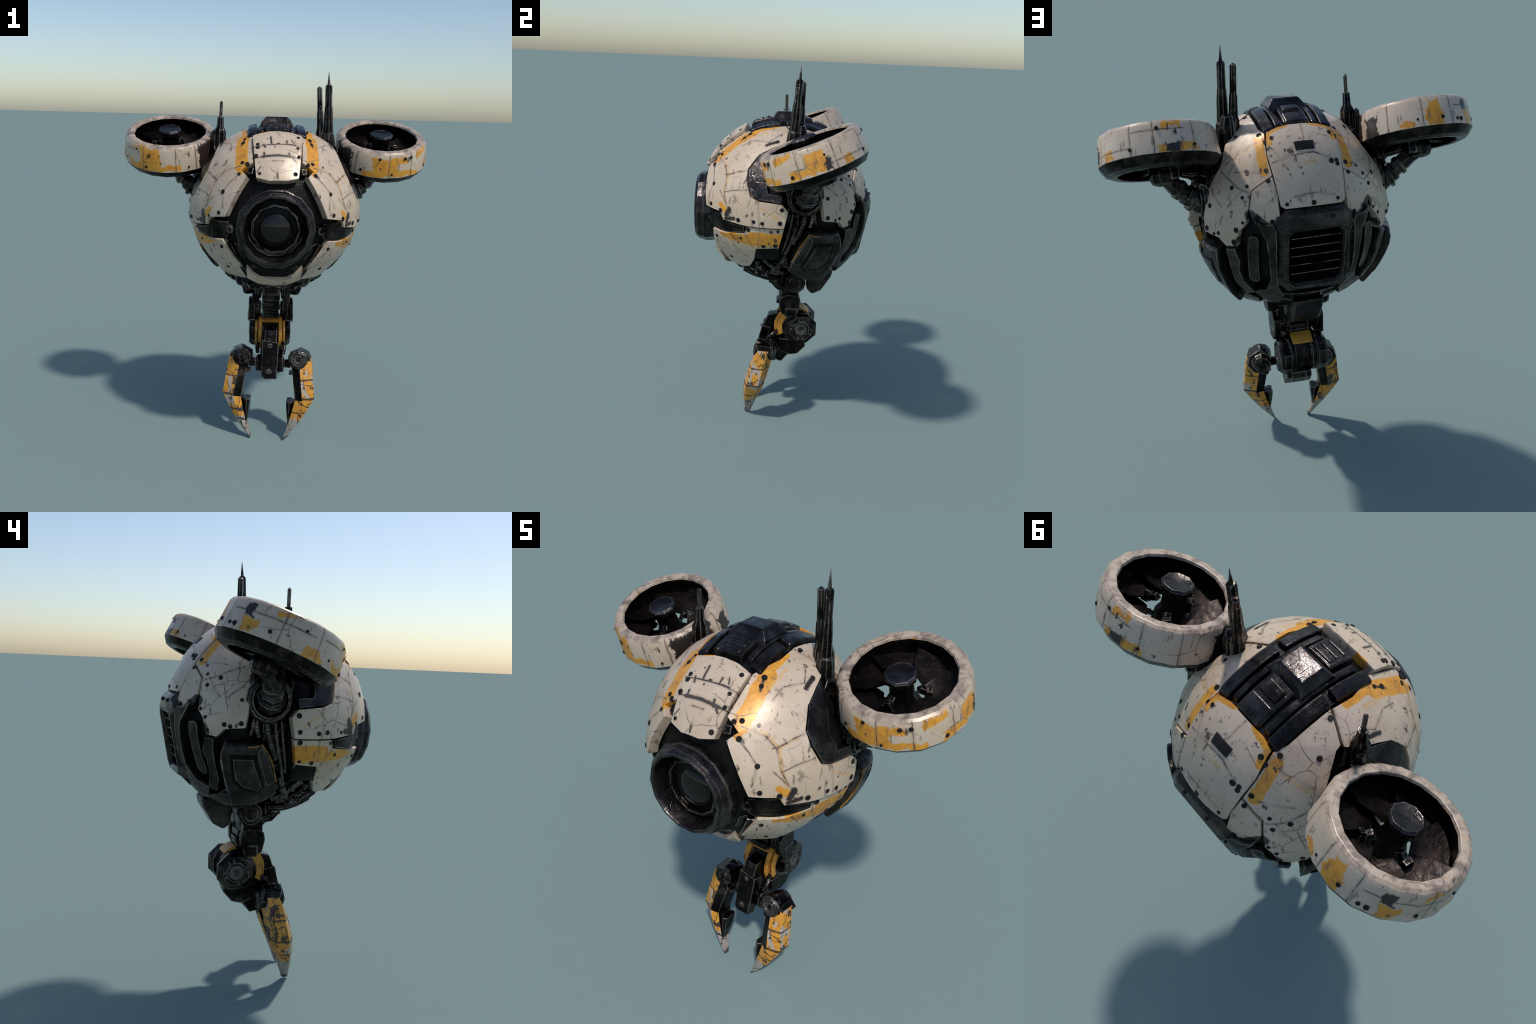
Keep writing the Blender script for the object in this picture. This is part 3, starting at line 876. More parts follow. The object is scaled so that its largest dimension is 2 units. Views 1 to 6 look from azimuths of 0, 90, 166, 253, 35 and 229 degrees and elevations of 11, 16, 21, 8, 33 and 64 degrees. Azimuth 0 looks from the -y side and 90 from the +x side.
# ---------------------------------------------- ribs and pods on the flanks
for side in (1, -1):
    def sd(poly, s=side):
        return poly if s > 0 else flip(poly)
    plate("rear_rib", sd([(147.5, 10), (152.5, 7.5), (158, 7.6), (160.3, 4.5), (159.2, -15), (158.6, -31), (161, -38), (156, -46), (147, -44.5), (141, -36), (145, -33.8), (150, -32.5), (154.2, -24), (154.8, -8), (154.2, -1), (150.5, 5)]), GREYM, 0.480, 0.06, 0.008)
    plate("rear_rib", sd([(131.5, -7), (137.3, -6.3), (139.3, -14), (137.4, -19.5), (137.8, -27.5), (142, -36), (135, -38), (131.0, -29), (132.2, -13)]), GREYM, 0.482, 0.07, 0.008)
    plate("slot_insert", sd([(143.8, -1), (145.6, 0.8), (149.4, 0.3), (150.2, -2), (147.4, -27), (145, -29.5), (141, -29), (140.2, -27)]), GREYM, 0.462, 0.05, 0.006)
    plate("under_rail", sd([(150, -46), (141, -43), (128, -46), (120, -55), (135, -60), (160, -58), (166, -50)]), GREYM, 0.462, 0.04, 0.008)
    plate("under_flap", sd([(121, -38), (131, -36), (141, -43), (140, -50), (124, -52), (112, -49)]), DARK, 0.478, 0.06, 0.010)
    # hip pod: thick curved slab with an inset panel
    pod_poly = [(106.5, -9.2), (126, -8.2), (127.5, -13), (127, -26), (126, -37), (127, -44.5), (108, -47), (96, -42.5), (95, -39.5), (97.3, -31.5), (101.5, -18)]
    pod = plate("hip_pod", sd(pod_poly), GREYM, 0.476, 0.09, 0.012, wave=0.0008, radius=pod_bulge)
    plate("pod_frame", sd([(109.5, -14.6), (122.6, -14.2), (122.2, -27.8), (118.2, -33.6), (107.6, -38), (104, -33.6)]), BLACK, 0.4775, 0.02, 0.002, parent=pod, wave=0.0008, radius=pod_bulge)
    plate("pod_panel", sd([(111.2, -16.2), (121, -15.8), (120.6, -27.2), (117, -31.8), (107.8, -35.8), (105.9, -33)]), GREYM, 0.481, 0.02, 0.004, parent=pod, wave=0.0008, radius=pod_bulge)
    plate("pod_trim", sd([(106.8, -10.4), (109, -13.5), (103.2, -33), (98.4, -32), (99.2, -28), (102.2, -18)]), GREYM, 0.479, 0.02, 0.003, parent=pod, wave=0.0008, radius=pod_bulge)
    bm = bmesh.new()
    edge = [(106.8, -9.6), (104.2, -13), (101.3, -18.5), (99.2, -25), (97.2, -31.5)]
    add_tube(bm, [on_ball(side * a, b, pod_bulge(direction(a, b), 0.4750)) for a, b in edge], 0.0032, 6)
    add_tube(bm, [on_ball(side * a, b, pod_bulge(direction(a, b), 0.476)) for a, b in ((106.8, -9.6), (110, -10.6), (114, -10.6))], 0.003, 6)
    make("yellow_trim", bm, TRIM, pod)
    # pipes in the gap between front and rear plates
    bm = bmesh.new()
    runs = [([(100, 6), (99, -4), (97, -15), (93, -28), (90, -38), (88, -46)], 0.443, 0.009), ([(105, 5), (104, -3), (101.5, -12), (98, -20)], 0.441, 0.012),
            ([(96, 3), (94.5, -8), (92, -20), (89.5, -30)], 0.438, 0.006), ([(110, 4), (110.5, -2), (109, -7)], 0.440, 0.009),
            ([(94, -33), (88, -42), (82, -50), (74, -55)], 0.440, 0.012), ([(72, -38), (78, -44), (84, -52), (92, -58)], 0.437, 0.013),
            ([(66, -40), (64, -48), (70, -56), (84, -62)], 0.437, 0.015), ([(112, 20), (112, 8), (112.5, 0), (114, -6)], 0.432, 0.01)]
    for pts, rr, w in runs:
        add_tube(bm, smooth_curve([on_ball(side * a, b, rr - 0.032) for a, b in pts], 4), w, 8)
        for a, b in pts[1:-1]:
            p = on_ball(side * a, b, rr - 0.032)
            nx = on_ball(side * pts[-1][0], pts[-1][1], rr) - on_ball(side * pts[0][0], pts[0][1], rr)
            add_lathe(bm, [(w * 0.8, -0.006), (w * 1.35, -0.006), (w * 1.35, 0.006), (w * 0.8, 0.006)], 8, frame(p, nx))
    make("pipes", bm, DARK, root, kind="stuff")

# little blocks in the open places of the hull
bm = bmesh.new()
rng = random.Random(5)
zones = [((92, 113, -30, 8), 26, 0.382), ((75, 100, -56, -36), 22, 0.385), ((40, 75, -62, -48), 18, 0.428), ((100, 140, -62, -50), 16, 0.410), ((108, 114, 10, 40), 8, 0.42), ((-20, 20, -66, -52), 14, 0.430), ((160, 200, -64, -40), 14, 0.410)]
for (a0, a1, b0, b1), count, rr in zones:
    for _ in range(count):
        lon, lat = rng.uniform(a0, a1), rng.uniform(b0, b1)
        w, h, t = rng.uniform(0.012, 0.034), rng.uniform(0.012, 0.05), rng.uniform(0.015, 0.034)
        for s in (1, -1):
            d = direction(s * lon, lat)
            m = frame(C + d * (rr - 0.008), d) @ Matrix.Rotation(s * rng.choice((0, 0.2, -0.2, 0.05)), 4, "Z")
            add_box(bm, (h, w, t), m, 0, 0.82)
make("hull_greebles", bm, DARK, root, 0.002, kind="stuff")

# rear keel block
bm = bmesh.new()
prof = [(0.300, 0.895), (0.290, 0.852), (0.238, 0.768), (0.188, 0.742), (0.155, 0.772), (0.150, 0.85), (0.20, 0.90)]
mx = Matrix(((0, 0, 1, 0), (1, 0, 0, 0), (0, 1, 0, 0), (0, 0, 0, 1)))     # outline (y, z), extruded along x
add_poly_prism(bm, prof, -0.072, 0.066, mx)
make("keel_block", bm, GREYM, root, 0.012)
plate("under_plate", [(158, -42), (202, -42), (206, -52), (195, -60), (165, -60), (154, -52)], DARK, 0.452, 0.04, 0.008)
bm = bmesh.new()
for s in (1, -1):
    add_box(bm, (0.05, 0.08, 0.06), Matrix.Translation((s * 0.12, -0.02, 0.855)))
    add_box(bm, (0.04, 0.05, 0.05), Matrix.Translation((s * 0.08, -0.07, 0.86)))
make("keel_brackets", bm, DARK, root, 0.006)


# ---------------------------------------------------------------- aerials
def aerial(name, parts, mat=DARK):
    bm = bmesh.new()
    for prof, n, base, axis in parts:
        add_lathe(bm, prof, n, frame(base, axis))
    return make(name, bm, mat, root, sharp=35)


aerial("aerial", [
    ([(0, -0.12), (0.042, -0.12), (0.036, 0.03), (0.031, 0.085), (0.026, 0.09), (0.024, 0.18), (0.021, 0.225), (0.0185, 0.235), (0.0185, 0.336), (0.013, 0.345), (0.008, 0.346), (0.0012, 0.412), (0, 0.414)], 8, (0.283, 0.030, 1.586), (-0.011, 0.026, 0.412)),
    ([(0, -0.06), (0.036, -0.06), (0.030, 0.06), (0.026, 0.10), (0.0205, 0.115), (0.018, 0.20), (0.0148, 0.21), (0.0142, 0.328), (0, 0.337)], 7, (0.246, 0.064, 1.586), (-0.020, 0.009, 0.333)),
    ([(0, -0.08), (0.050, -0.08), (0.042, 0.05), (0.034, 0.12), (0.024, 0.15), (0, 0.16)], 7, (0.266, 0.062, 1.555), (0.0, 0.05, 1)),
])
aerial("aerial", [
    ([(0, -0.14), (0.038, -0.14), (0.036, 0.02), (0.033, 0.125), (0.033, 0.132), (0.028, 0.142), (0.020, 0.156), (0.017, 0.205), (0.0165, 0.206), (0.0165, 0.209), (0.0085, 0.210), (0.0085, 0.284), (0, 0.292)], 8, (-0.304, 0.006, 1.54), (0.011, -0.006, 0.29)),
    ([(0, -0.10), (0.022, -0.10), (0.017, 0.10), (0.014, 0.125), (0, 0.136)], 7, (-0.335, 0.030, 1.545), (0.02, 0.0, 1)),
])
bm = bmesh.new()
for s in (1, -1):
    add_tube(bm, smooth_curve([(s * 0.30, -0.01, 1.585), (s * 0.335, 0.035, 1.555), (s * 0.37, 0.085, 1.50), (s * 0.395, 0.115, 1.45)], 4), [0.034] * 5 + [0.038] * 4 + [0.045] * 4, 8)
    for k in range(5):
        t = k / 4
        p = Vector((s * (0.31 + 0.08 * t), 0.03 + 0.08 * t, 1.585 - 0.14 * t))
        add_box(bm, (0.04, 0.025, 0.025), frame(p, (s * 1, 0.1, 0.8)) @ Matrix.Rotation(0.4 * k, 4, "Z"), 0, 0.8)
make("aerial_mounts", bm, DARK, root, 0.004)


# ------------------------------------------------------------ ducted fans
TILT = Vector((0, -0.372, 0.928)).normalized()


def text_on_ring(word, ang, h, size, parent, rad=0.2485):
    cu = bpy.data.curves.new("lettering", "FONT")
    cu.body, cu.size, cu.extrude, cu.align_x = word, size, 0.0012, "CENTER"
    tmp = bpy.data.objects.new("lettering", cu)
    bpy.context.scene.collection.objects.link(tmp)
    dg = bpy.context.evaluated_depsgraph_get()
    me = bpy.data.meshes.new_from_object(tmp.evaluated_get(dg))
    bpy.data.objects.remove(tmp)
    bm = bmesh.new()
    bm.from_mesh(me)
    bpy.data.meshes.remove(me)
    for v in bm.verts:
        a = math.radians(ang) + v.co.x / rad
        rr = rad + v.co.z
        v.co = Vector((rr * math.sin(a), -rr * math.cos(a), h + v.co.y))
    return make("lettering", bm, INK, parent)


def fan(side):
    m = frame((side * 0.573, 0.092, 1.670), TILT, (1, 0, 0))
    bm = bmesh.new()
    prof = [(0.205, -0.045), (0.193, -0.012), (0.197, -0.001), (0.224, 0.0), (0.237, -0.008), (0.2445, -0.022), (0.256, -0.132), (0.253, -0.138), (0.232, -0.168), (0.206, -0.178), (0.184, -0.176), (0.182, -0.155), (0.207, -0.10)]
    mk = [2, 0, 0, 0, 0, 0, 1, 1, 1, 1, 2, 2, 2]
    add_lathe(bm, prof, 18, closed=True, marks=mk, phase=0.5)
    rng = random.Random(3 + side)
    for v in bm.verts:
        a = math.atan2(v.co.y, v.co.x)
        k = 1 + 0.008 * noise.noise(Vector((math.cos(a) * 1.5, math.sin(a) * 1.5, side * 5 + v.co.z * 4)))
        v.co.x *= k
        v.co.y *= k
    ring = make("ducted_fan", bm, [RING_R if side > 0 else RING_L, DARK, BROWN], root, 0.003, sharp=24, matrix=m)
    # blades, wide and lapping
    bmesh_blade = bmesh.new()
    secs = []
    for r in (0.076, 0.10, 0.14, 0.204):
        half = math.radians(37 if r > 0.11 else (31 if r > 0.09 else 21))
        up, dn = [], []
        for t in (-1, -0.4, 0.2, 1):
            a = half * t
            z = -0.093 + 0.016 * t - 0.010 * (1 - t * t) + (0.012 if r > 0.18 else 0)
            up.append((r * math.sin(a), -r * math.cos(a), z + 0.003))
            dn.append((r * math.sin(a), -r * math.cos(a), z - 0.003))
        secs.append(up + dn[::-1])
    add_loft(bmesh_blade, secs)
    first = make("fan_blade", bmesh_blade, BROWN, ring, sharp=40)
    for k in range(1, 7):
        ob = first.copy()
        bpy.context.scene.collection.objects.link(ob)
        ob.matrix_basis = Matrix.Rotation(2 * pi * k / 7, 4, "Z")
    bm = bmesh.new()
    hm = Matrix.Translation((0, -0.018, 0))
    add_lathe(bm, [(0, -0.17), (0.05, -0.17), (0.066, -0.135), (0.062, -0.112), (0.047, -0.085), (0.044, -0.018), (0.060, -0.008), (0.063, 0.010), (0.055, 0.020), (0.048, 0.017), (0, 0.017)], 9, hm, marks=[0, 0, 0, 0, 0, 0, 1, 1, 1, 1])
    make("hub", bm, [BROWN, BLUE], ring, 0.002, sharp=30)
    # stays from the hub to the duct, and knuckly fittings at the hub foot
    bm = bmesh.new()
    for k in range(3):
        a = 2 * pi * (k + (0.2 if side > 0 else 0.45)) / 3
        c, s = math.cos(a), math.sin(a)
        fm = Matrix.Rotation(a, 4, "Z")
        add_box(bm, (0.050, 0.030, 0.024), fm @ Matrix.Translation((0.072, -0.006, -0.082)) @ Matrix.Rotation(0.5, 4, "Y"), 0, 0.7)
        add_box(bm, (0.026, 0.040, 0.040), fm @ Matrix.Translation((0.092, -0.004, -0.088)) @ Matrix.Rotation(0.4, 4, "X"), 0, 0.75)
    for k in range(4):
        a = 2 * pi * k / 4 + 0.4
        add_tube(bm, [(0.045 * math.cos(a), 0.045 * math.sin(a), -0.150), (0.182 * math.cos(a), 0.182 * math.sin(a), -0.152)], 0.011, 6)
    make("stay", bm, DARK, ring, 0.002)
    # gearbox under the hub
    bm = bmesh.new()
    add_lathe(bm, [(0, -0.225), (0.022, -0.225), (0.026, -0.230), (0.034, -0.230), (0.040, -0.226), (0.046, -0.226), (0.056, -0.205), (0.056, -0.175), (0.046, -0.15), (0, -0.15)], 10, Matrix.Translation((0, 0.022, 0)))
    add_box(bm, (0.07, 0.09, 0.05), Matrix.Translation((-side * 0.03, 0.02, -0.185)))
    make("gearbox", bm, DARK, ring, 0.004, sharp=30)
    # bolts and marks on the duct wall
    for a, h in (((-8, -0.030), (24, -0.030), (8, -0.112), (62, -0.11), (100, -0.055), (-30, -0.1), (33, -0.03), (150, -0.105), (-150, -0.105), (176, -0.035)) if side > 0 else
                 ((-25, -0.112), (28, -0.108), (-60, -0.10), (-118, -0.10), (-152, -0.11), (-158, -0.11), (-40, -0.028), (-90, -0.045), (160, -0.1), (-175, -0.1))):
        t = math.radians(a)
        rr = 0.2445 + (-0.022 - h) * 0.105
        ax = Vector((math.sin(t), -math.cos(t), 0.1))
        bolt(m @ Vector((rr * math.sin(t), -rr * math.cos(t), h)), m.to_3x3() @ ax, 0.0078 * random.choice((0.7, 1.0, 1.15)), ring, a)
    if side < 0:
        text_on_ring("al", -21, -0.056, 0.036, ring)
        text_on_ring("T", -8, -0.052, 0.020, ring)
    else:
        text_on_ring("4", 192, -0.066, 0.034, ring, 0.2495)
        text_on_ring("J", 186, -0.040, 0.030, ring, 0.2468)
    return ring


bpy.context.view_layer.update()
fans = {}
for side in (1, -1):
    fans[side] = fan(side)
bpy.context.view_layer.update()

# swivel arms between body and fans
for side in (1, -1):
    S = Vector((side, 1, 1))
    def P(x, y, z, s=side):
        return Vector((s * x, y, z))
    bm = bmesh.new()
    sm = frame(P(0.385, 0.100, 1.364), P(1, 0.10, 0.02), (0, 1, 0))
    add_lathe(bm, [(0.10, -0.07), (0.10, 0.01), (0.088, 0.026), (0.0, 0.03)], 12, frame(P(0.37, 0.085, 1.425), P(1, 0.0, 0.25), (0, 1, 0)))
    add_lathe(bm, [(0.10, -0.02), (0.100, 0.022), (0.092, 0.030), (0.084, 0.030), (0.080, 0.046), (0.074, 0.048), (0.066, 0.040), (0.062, 0.0), (0.03, -0.01), (0, -0.01)], 14, sm)
    arm = make("swivel_socket", bm, DARK, root, 0.002, sharp=30)
    bm = bmesh.new()
    add_tube(bm, [P(0.385, 0.10, 1.352), P(0.43, 0.106, 1.358), P(0.452, 0.11, 1.372), P(0.480, 0.115, 1.395), P(0.486, 0.116, 1.400), P(0.522, 0.128, 1.434), P(0.553, 0.16, 1.468), P(0.580, 0.19, 1.50)],
             [0.056, 0.058, 0.048, 0.050, 0.038, 0.040, 0.030, 0.034], 7)
    for p, q, w in ((P(0.440, 0.108, 1.365), P(0.462, 0.111, 1.380), 0.060), (P(0.495, 0.118, 1.408), P(0.516, 0.125, 1.428), 0.046)):
        add_lathe(bm, [(w * 0.7, 0), (w, 0.004), (w, (q - p).length - 0.004), (w * 0.7, (q - p).length)], 9, frame(p, q - p))
    make("swivel_arm", bm, GREYM, arm, 0.003, sharp=30)
    bm = bmesh.new()
    for pts, w in (([P(0.40, 0.06, 1.44), P(0.44, 0.065, 1.455), P(0.48, 0.08, 1.475), P(0.53, 0.1, 1.50)], 0.015),
                   ([P(0.38, 0.11, 1.46), P(0.41, 0.11, 1.48), P(0.44, 0.115, 1.475), P(0.49, 0.12, 1.485)], 0.016)):
        add_tube(bm, smooth_curve(pts, 4), w, 7)
    for k in range(6):
        t = rng.random() * 0.6
        add_box(bm, (0.04, 0.03, 0.03), frame(P(0.385 + 0.10 * t, 0.05 + 0.12 * rng.random(), 1.40 + 0.09 * t + 0.03 * rng.random()), P(1, 0.2, 0.5)) @ Matrix.Rotation(rng.random() * 3, 4, "Z"), 0, 0.75)
    make("arm_cables", bm, DARK, arm, 0.002, kind="stuff")


# -------------------------------------------------------------- claw arm
def xdisc(bm, x0, x1, y, z, profile_r, n=8, mi=0, marks=None, phase=0.5):
    """Drum with its axis along x from x0 to x1; profile_r gives (fraction, radius)."""
    m = frame((x0, y, z), (1 if x1 > x0 else -1, 0, 0), (0, 0, 1))
    add_lathe(bm, [(r, f * abs(x1 - x0)) for f, r in profile_r], n, m, mi, phase, marks=marks)


bm = bmesh.new()
xdisc(bm, -0.11, 0.11, 0.080, 0.832, [(0, 0), (0, 0.045), (1, 0.045), (1, 0)], 10)
for s in (1, -1):
    xdisc(bm, s * 0.098, s * 0.152, 0.083, 0.830, [(0, 0), (0, 0.058), (0.75, 0.062), (0.95, 0.056), (1, 0.050), (0.96, 0.046), (0.96, 0.034), (1.02, 0.032), (1.02, 0)], 10)
    box_at(bm, (s * 0.085 - 0.02, 0.012, 0.70), (s * 0.085 + 0.02, 0.108, 0.80))
    add_tube(bm, [(s * 0.14, -0.035, 0.875), (s * 0.14, -0.030, 0.84), (s * 0.135, -0.008, 0.812), (s * 0.13, 0.03, 0.80)], [0.022, 0.026, 0.024, 0.018], 8)
    add_tube(bm, [(s * 0.075, -0.025, 0.86), (s * 0.075, -0.018, 0.81), (s * 0.07, 0.01, 0.77)], [0.02, 0.022, 0.016], 8)
box_at(bm, (-0.05, -0.01, 0.755), (0.05, 0.11, 0.86))
box_at(bm, (-0.042, -0.03, 0.790), (0.042, 0.0, 0.85))
for s in (1, -1):
    add_tube(bm, smooth_curve([(s * 0.185, -0.20, 0.945), (s * 0.178, -0.135, 0.895), (s * 0.170, -0.06, 0.866), (s * 0.145, 0.0, 0.86)], 4), 0.018, 8)
    add_tube(bm, smooth_curve([(s * 0.12, -0.20, 0.90), (s * 0.115, -0.13, 0.865), (s * 0.105, -0.06, 0.85)], 4), 0.016, 8)
shoulder = make("shoulder", bm, DARK, root, 0.006)
bm = bmesh.new()
for s in (1, -1):
    outline = [(0.012, 0.655), (0.018, 0.640), (0.055, 0.622), (0.100, 0.628), (0.118, 0.665), (0.122, 0.725), (0.104, 0.748), (0.085, 0.755), (0.040, 0.752), (0.008, 0.735), (0.002, 0.70)]
    add_poly_prism(bm, outline, 0.088, 0.124, (Matrix.Identity(4) if s > 0 else Matrix.Diagonal((-1, 1, 1, 1))) @ mx)
    box_at(bm, (s * 0.106 - 0.022, 0.040, 0.620), (s * 0.106 + 0.022, 0.105, 0.672))
    xdisc(bm, s * 0.055, s * 0.09, 0.062, 0.690, [(0, 0), (0, 0.044), (0.3, 0.05), (0.6, 0.05), (1, 0.044), (1, 0)], 10)
box_at(bm, (-0.052, 0.000, 0.698), (0.052, 0.118, 0.728))
box_at(bm, (-0.045, -0.012, 0.672), (0.045, 0.125, 0.694))
box_at(bm, (-0.050, 0.004, 0.648), (0.050, 0.120, 0.668))
box_at(bm, (-0.046, 0.01, 0.72), (0.046, 0.105, 0.78))
upper = make("wrist_block", bm, DARK, root, 0.006)

# elbow: central drum with a yellow strap, big end discs
bm = bmesh.new()
xdisc(bm, -0.045, 0.045, 0.095, 0.545, [(0, 0), (0, 0.098), (1, 0.098), (1, 0)], 14)
for s in (1, -1):
    xdisc(bm, s * 0.040, s * 0.085, 0.110, 0.543, [(0, 0), (0, 0.10), (0.5, 0.104), (1, 0.085), (1, 0)], 12)
    xdisc(bm, s * 0.068, s * 0.118, 0.134, 0.546, [(0, 0), (0, 0.086), (0.3, 0.093), (0.62, 0.093), (0.95, 0.080), (1, 0.068), (0.94, 0.064), (0.94, 0.050), (1.0, 0.046), (1.0, 0.040), (0.97, 0.036), (0.97, 0.014), (0.86, 0.010), (0.86, 0)], 8)
elbow = make("elbow", bm, DARK, root, 0.004, sharp=30)
bm = bmesh.new()
for s in (1, -1):
    xdisc(bm, s * 0.1165, s * 0.1195, 0.134, 0.546, [(0, 0.016), (1, 0.018), (1, 0.034), (0, 0.036)], 14)
    for k in range(14):
        if (k * 5 + (s > 0)) % 7 < 4:
            a = 2 * pi * k / 14
            add_box(bm, (0.010, 0.012, 0.003), Matrix.Translation((s * 0.1155, 0.134 + 0.057 * math.cos(a), 0.546 + 0.057 * math.sin(a))) @ Matrix.Rotation(a, 4, "X") @ Matrix.Rotation(pi / 2, 4, "Y"))
make("elbow_dial", bm, PALE, elbow)
bm = bmesh.new()


def arc_strap(bm, x0, x1, cy, cz, r0, r1, a0, a1, n=8):
    secs = []
    for i in range(n + 1):
        a = math.radians(a0 + (a1 - a0) * i / n)
        c, s_ = math.cos(a), math.sin(a)
        secs.append([(x0, cy - r0 * c, cz + r0 * s_), (x1, cy - r0 * c, cz + r0 * s_), (x1, cy - r1 * c, cz + r1 * s_), (x0, cy - r1 * c, cz + r1 * s_)])
    add_loft(bm, secs)


arc_strap(bm, -0.050, 0.050, 0.095, 0.548, 0.088, 0.108, 46, 76, 3)
arc_strap(bm, -0.050, 0.050, 0.095, 0.548, 0.088, 0.112, 104, 140, 4)
for s in (1, -1):
    a, b = sorted((s * 0.046, s * 0.066))
    arc_strap(bm, a, b, 0.100, 0.545, 0.09, 0.119, -32, 62, 9)
    a, b = sorted((s * 0.070, s * 0.084))
    arc_strap(bm, a, b, 0.108, 0.545, 0.08, 0.109, -28, 52, 8)
make("yellow_strap", bm, YELM, elbow, 0.004)
bm = bmesh.new()
for s in (1, -1):
    for k in range(4):
        add_box(bm, (0.006, 0.008, 0.006), Matrix.Translation((s * 0.0775, -0.0015 + 0.004 * abs(k - 1.5), 0.53 + 0.013 * k)))
make("scale_marks", bm, INK, elbow)

# palm: under-bracket and front plate
HY = 0.25                                              # how far the hand leans forward per metre down
PIVOT = Matrix.Translation((0, -0.09, 0))
YAW = PIVOT @ Matrix.Rotation(math.radians(-5), 4, "Z") @ PIVOT.inverted()
CLAW_YAW = Matrix.Translation((0.003, 0.020, 0)) @ PIVOT @ Matrix.Rotation(math.radians(-7.5), 4, "Z") @ PIVOT.inverted()
bm = bmesh.new()
add_poly_prism(bm, [(-0.055, 0.600), (0.0, 0.61), (0.075, 0.52), (0.168, 0.452), (0.172, 0.432), (0.128, 0.382), (0.085, 0.372), (0.036, 0.322), (-0.02, 0.325), (-0.06, 0.345), (-0.112, 0.40), (-0.085, 0.52)], -0.034, 0.034, mx)
add_poly_prism(bm, [(0.02, 0.47), (0.165, 0.46), (0.172, 0.432), (0.128, 0.382), (0.085, 0.372), (0.02, 0.40)], -0.062, 0.062, mx)
add_poly_prism(bm, [(-0.04, 0.43), (0.03, 0.42), (0.075, 0.375), (0.036, 0.322), (-0.01, 0.335), (-0.05, 0.37)], -0.055, 0.055, mx)
for s in (1, -1):
    xdisc(bm, s * 0.03, s * 0.078, -0.045, 0.402, [(0, 0), (0, 0.046), (0.85, 0.048), (1, 0.042), (1, 0)], 9)
    xdisc(bm, s * 0.07, s * 0.115, -0.055, 0.41, [(0, 0), (0, 0.022), (1, 0.026), (1, 0)], 8)
    add_tube(bm, smooth_curve([(s * 0.045, 0.02, 0.52), (s * 0.075, -0.02, 0.50), (s * 0.07, -0.05, 0.46)], 4), 0.012, 7)
palm = make("palm", bm, DARK, root, 0.006, matrix=YAW)
bm = bmesh.new()
pm = frame((0, -0.091, 0.443), (0, -1, HY), (1, 0, 0))
add_poly_prism(bm, [(-0.042, -0.100), (-0.020, -0.110), (0.042, -0.106), (0.046, 0.0), (0.047, 0.092), (0.0, 0.098), (-0.046, 0.104), (-0.044, 0.0)], -0.034, 0.016, pm)
add_lathe(bm, [(0.012, 0.01), (0.012, 0.022), (0.009, 0.026), (0, 0.026)], 8, pm @ Matrix.Translation((0, -0.066, 0)))
add_lathe(bm, [(0.010, 0.01), (0.010, 0.022), (0.006, 0.025), (0, 0.025)], 8, pm @ Matrix.Translation((0, 0.074, 0)))
make("palm_plate", bm, DARK, palm, 0.006)

# the two claws: sections give outer x, outer z, inner x, inner z, y centre, half breadth
FINGER = [(0.226, 0.452, 0.140, 0.392, -0.066, 0.046), (0.231, 0.430, 0.128, 0.372, -0.074, 0.048), (0.243, 0.335, 0.138, 0.310, -0.097, 0.053), (0.254, 0.243, 0.150, 0.232, -0.118, 0.052),
          (0.228, 0.195, 0.140, 0.185, -0.128, 0.046), (0.196, 0.140, 0.126, 0.130, -0.141, 0.036), (0.170, 0.098, 0.116, 0.088, -0.150, 0.029), (0.100, 0.008, 0.090, 0.006, -0.166, 0.015), (0.093, 0.0, 0.089, 0.0, -0.167, 0.010)]
SPIKE = [(0.146, 0.216, 0.101, 0.217, -0.120, 0.036), (0.140, 0.170, 0.104, 0.172, -0.130, 0.032), (0.130, 0.12, 0.110, 0.118, -0.142, 0.020), (0.119, 0.085, 0.113, 0.084, -0.149, 0.006)]
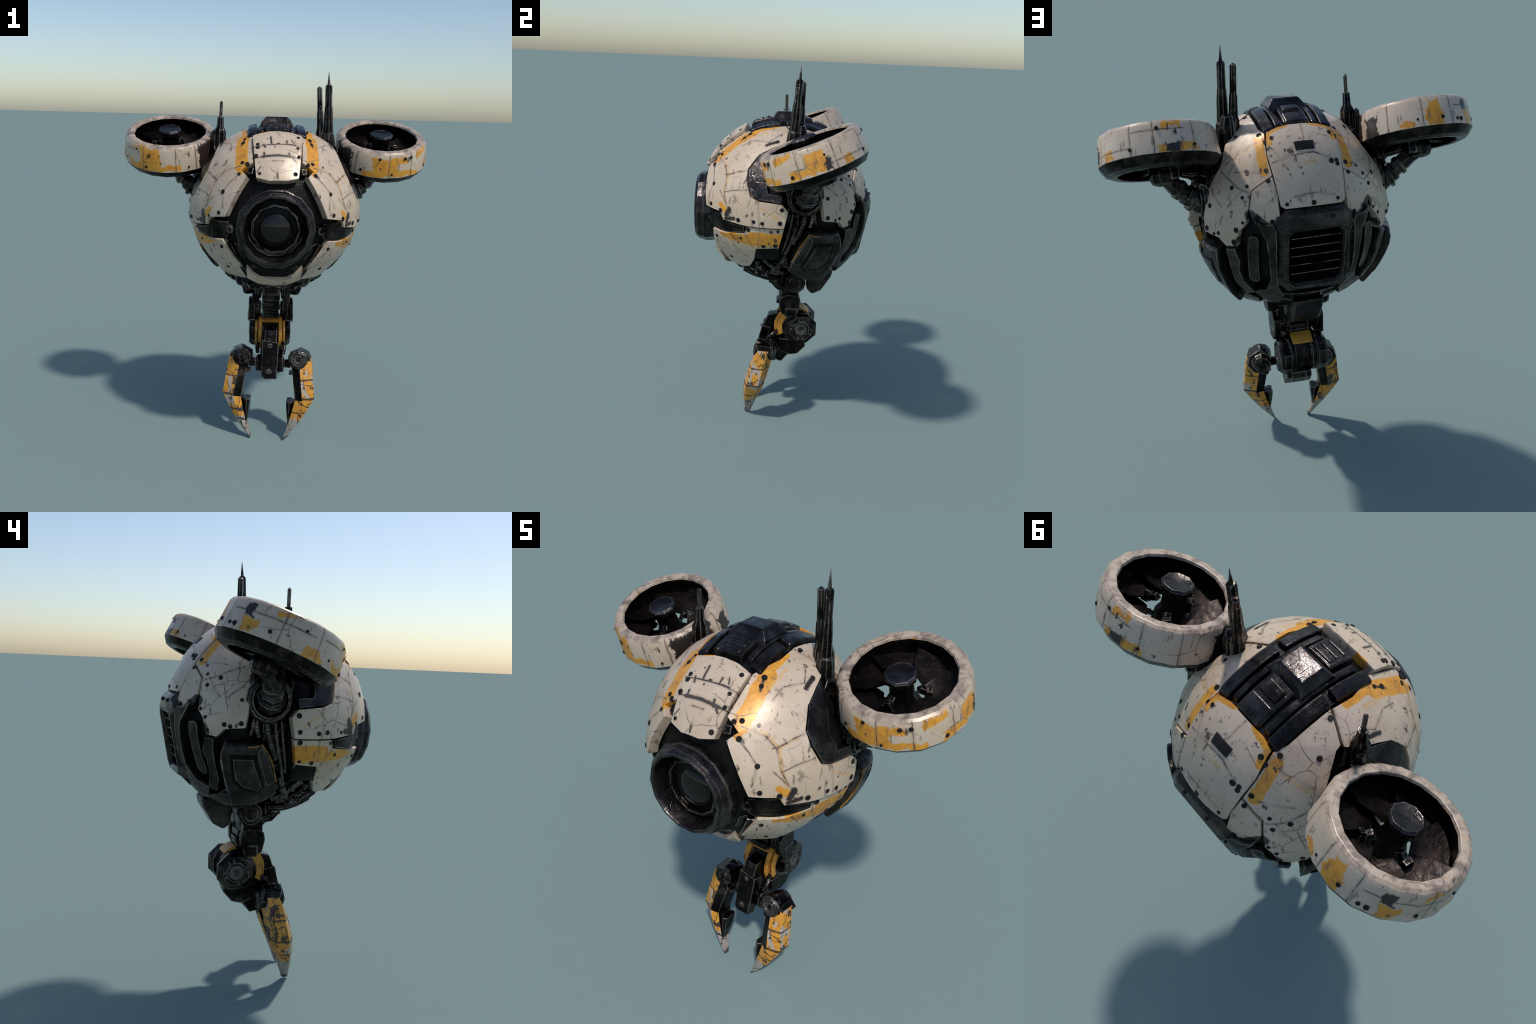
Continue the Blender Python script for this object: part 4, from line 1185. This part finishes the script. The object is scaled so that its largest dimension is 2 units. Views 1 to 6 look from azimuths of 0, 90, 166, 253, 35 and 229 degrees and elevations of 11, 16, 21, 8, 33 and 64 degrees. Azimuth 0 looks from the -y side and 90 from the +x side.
for side in (1, -1):
    cm = CLAW_YAW
    bm = bmesh.new()
    ax = Vector((0, -1, HY)).normalized()
    km = frame(Vector((side * 0.155, -0.066, 0.438)) - ax * 0.058, ax, (0, 0, 1))
    add_lathe(bm, [(0, 0), (0.048, 0), (0.054, 0.016), (0.057, 0.095), (0.052, 0.110), (0.044, 0.112), (0.040, 0.118), (0.032, 0.118), (0.028, 0.112), (0.024, 0.120), (0.018, 0.120), (0.015, 0.114), (0, 0.115)], 10, km)
    add_lathe(bm, [(0, 0), (0.040, 0), (0.040, -0.006), (0.030, -0.012), (0.022, -0.008), (0.018, -0.012), (0, -0.012)], 10, km)
    add_poly_prism(bm, [(0.106, 0.462), (0.105, 0.425), (0.128, 0.372), (0.200, 0.392), (0.230, 0.43), (0.212, 0.475), (0.165, 0.498)], -0.042, 0.042,
                   (Matrix.Identity(4) if side > 0 else Matrix.Diagonal((-1, 1, 1, 1))) @ Matrix(((1, 0, 0, 0), (0, -HY, -1, 0.052), (0, 1, 0, 0), (0, 0, 0, 1))))
    claw = make("claw", bm, DARK, root, 0.004, sharp=30, matrix=cm)

    def secs(table, s=side, grow=1.0, mid=0.40):
        out = []
        for xo, zo, xi, zi, yc, h in table:
            h *= grow * 1.12
            xm, zm = xo * mid + xi * (1 - mid), zo * mid + zi * (1 - mid)
            out.append([Vector((s * x, y, z)) for x, y, z in ((xo, yc - h * 0.55, zo), (xm, yc - h, zm), (xi, yc - h * 0.72, zi), (xi, yc + h * 0.72, zi), (xm, yc + h, zm), (xo, yc + h * 0.55, zo))])
        return out
    bm = bmesh.new()
    add_loft(bm, secs(FINGER))
    inner = [f for f in bm.faces if False]
    for f in bm.faces:
        c = f.calc_center_median()
    # the inside of the finger is bare metal
    for k, f in enumerate(list(bm.faces)):
        if k < 6 * 8 and k % 6 == 2 and k < 6 * 6:
            f.material_index = 1
        if k < 6 * 3 and k % 6 in (1, 3):
            f.material_index = 1
    make("claw_finger", bm, [CLAW, DARK], claw, 0.004, sharp=28)
    bm = bmesh.new()
    add_loft(bm, secs(SPIKE))
    add_box(bm, (0.022, 0.05, 0.012), Matrix.Translation((side * 0.118, -0.085, 0.365)))
    make("claw_spur", bm, DARK, claw, 0.003)
    if side < 0:
        cu = bpy.data.curves.new("lettering", "FONT")
        cu.body, cu.size, cu.extrude, cu.align_x = "IL", 0.045, 0.0015, "CENTER"
        tmp = bpy.data.objects.new("lettering", cu)
        bpy.context.scene.collection.objects.link(tmp)
        me = bpy.data.meshes.new_from_object(tmp.evaluated_get(bpy.context.evaluated_depsgraph_get()))
        bpy.data.objects.remove(tmp)
        bm = bmesh.new()
        bm.from_mesh(me)
        bpy.data.meshes.remove(me)
        bm.transform(frame((-0.2395, -0.085, 0.372), (-1, 0, 0.12), (0, -1, 0)))
        make("lettering", bm, INK, claw)

bpy.context.view_layer.update()
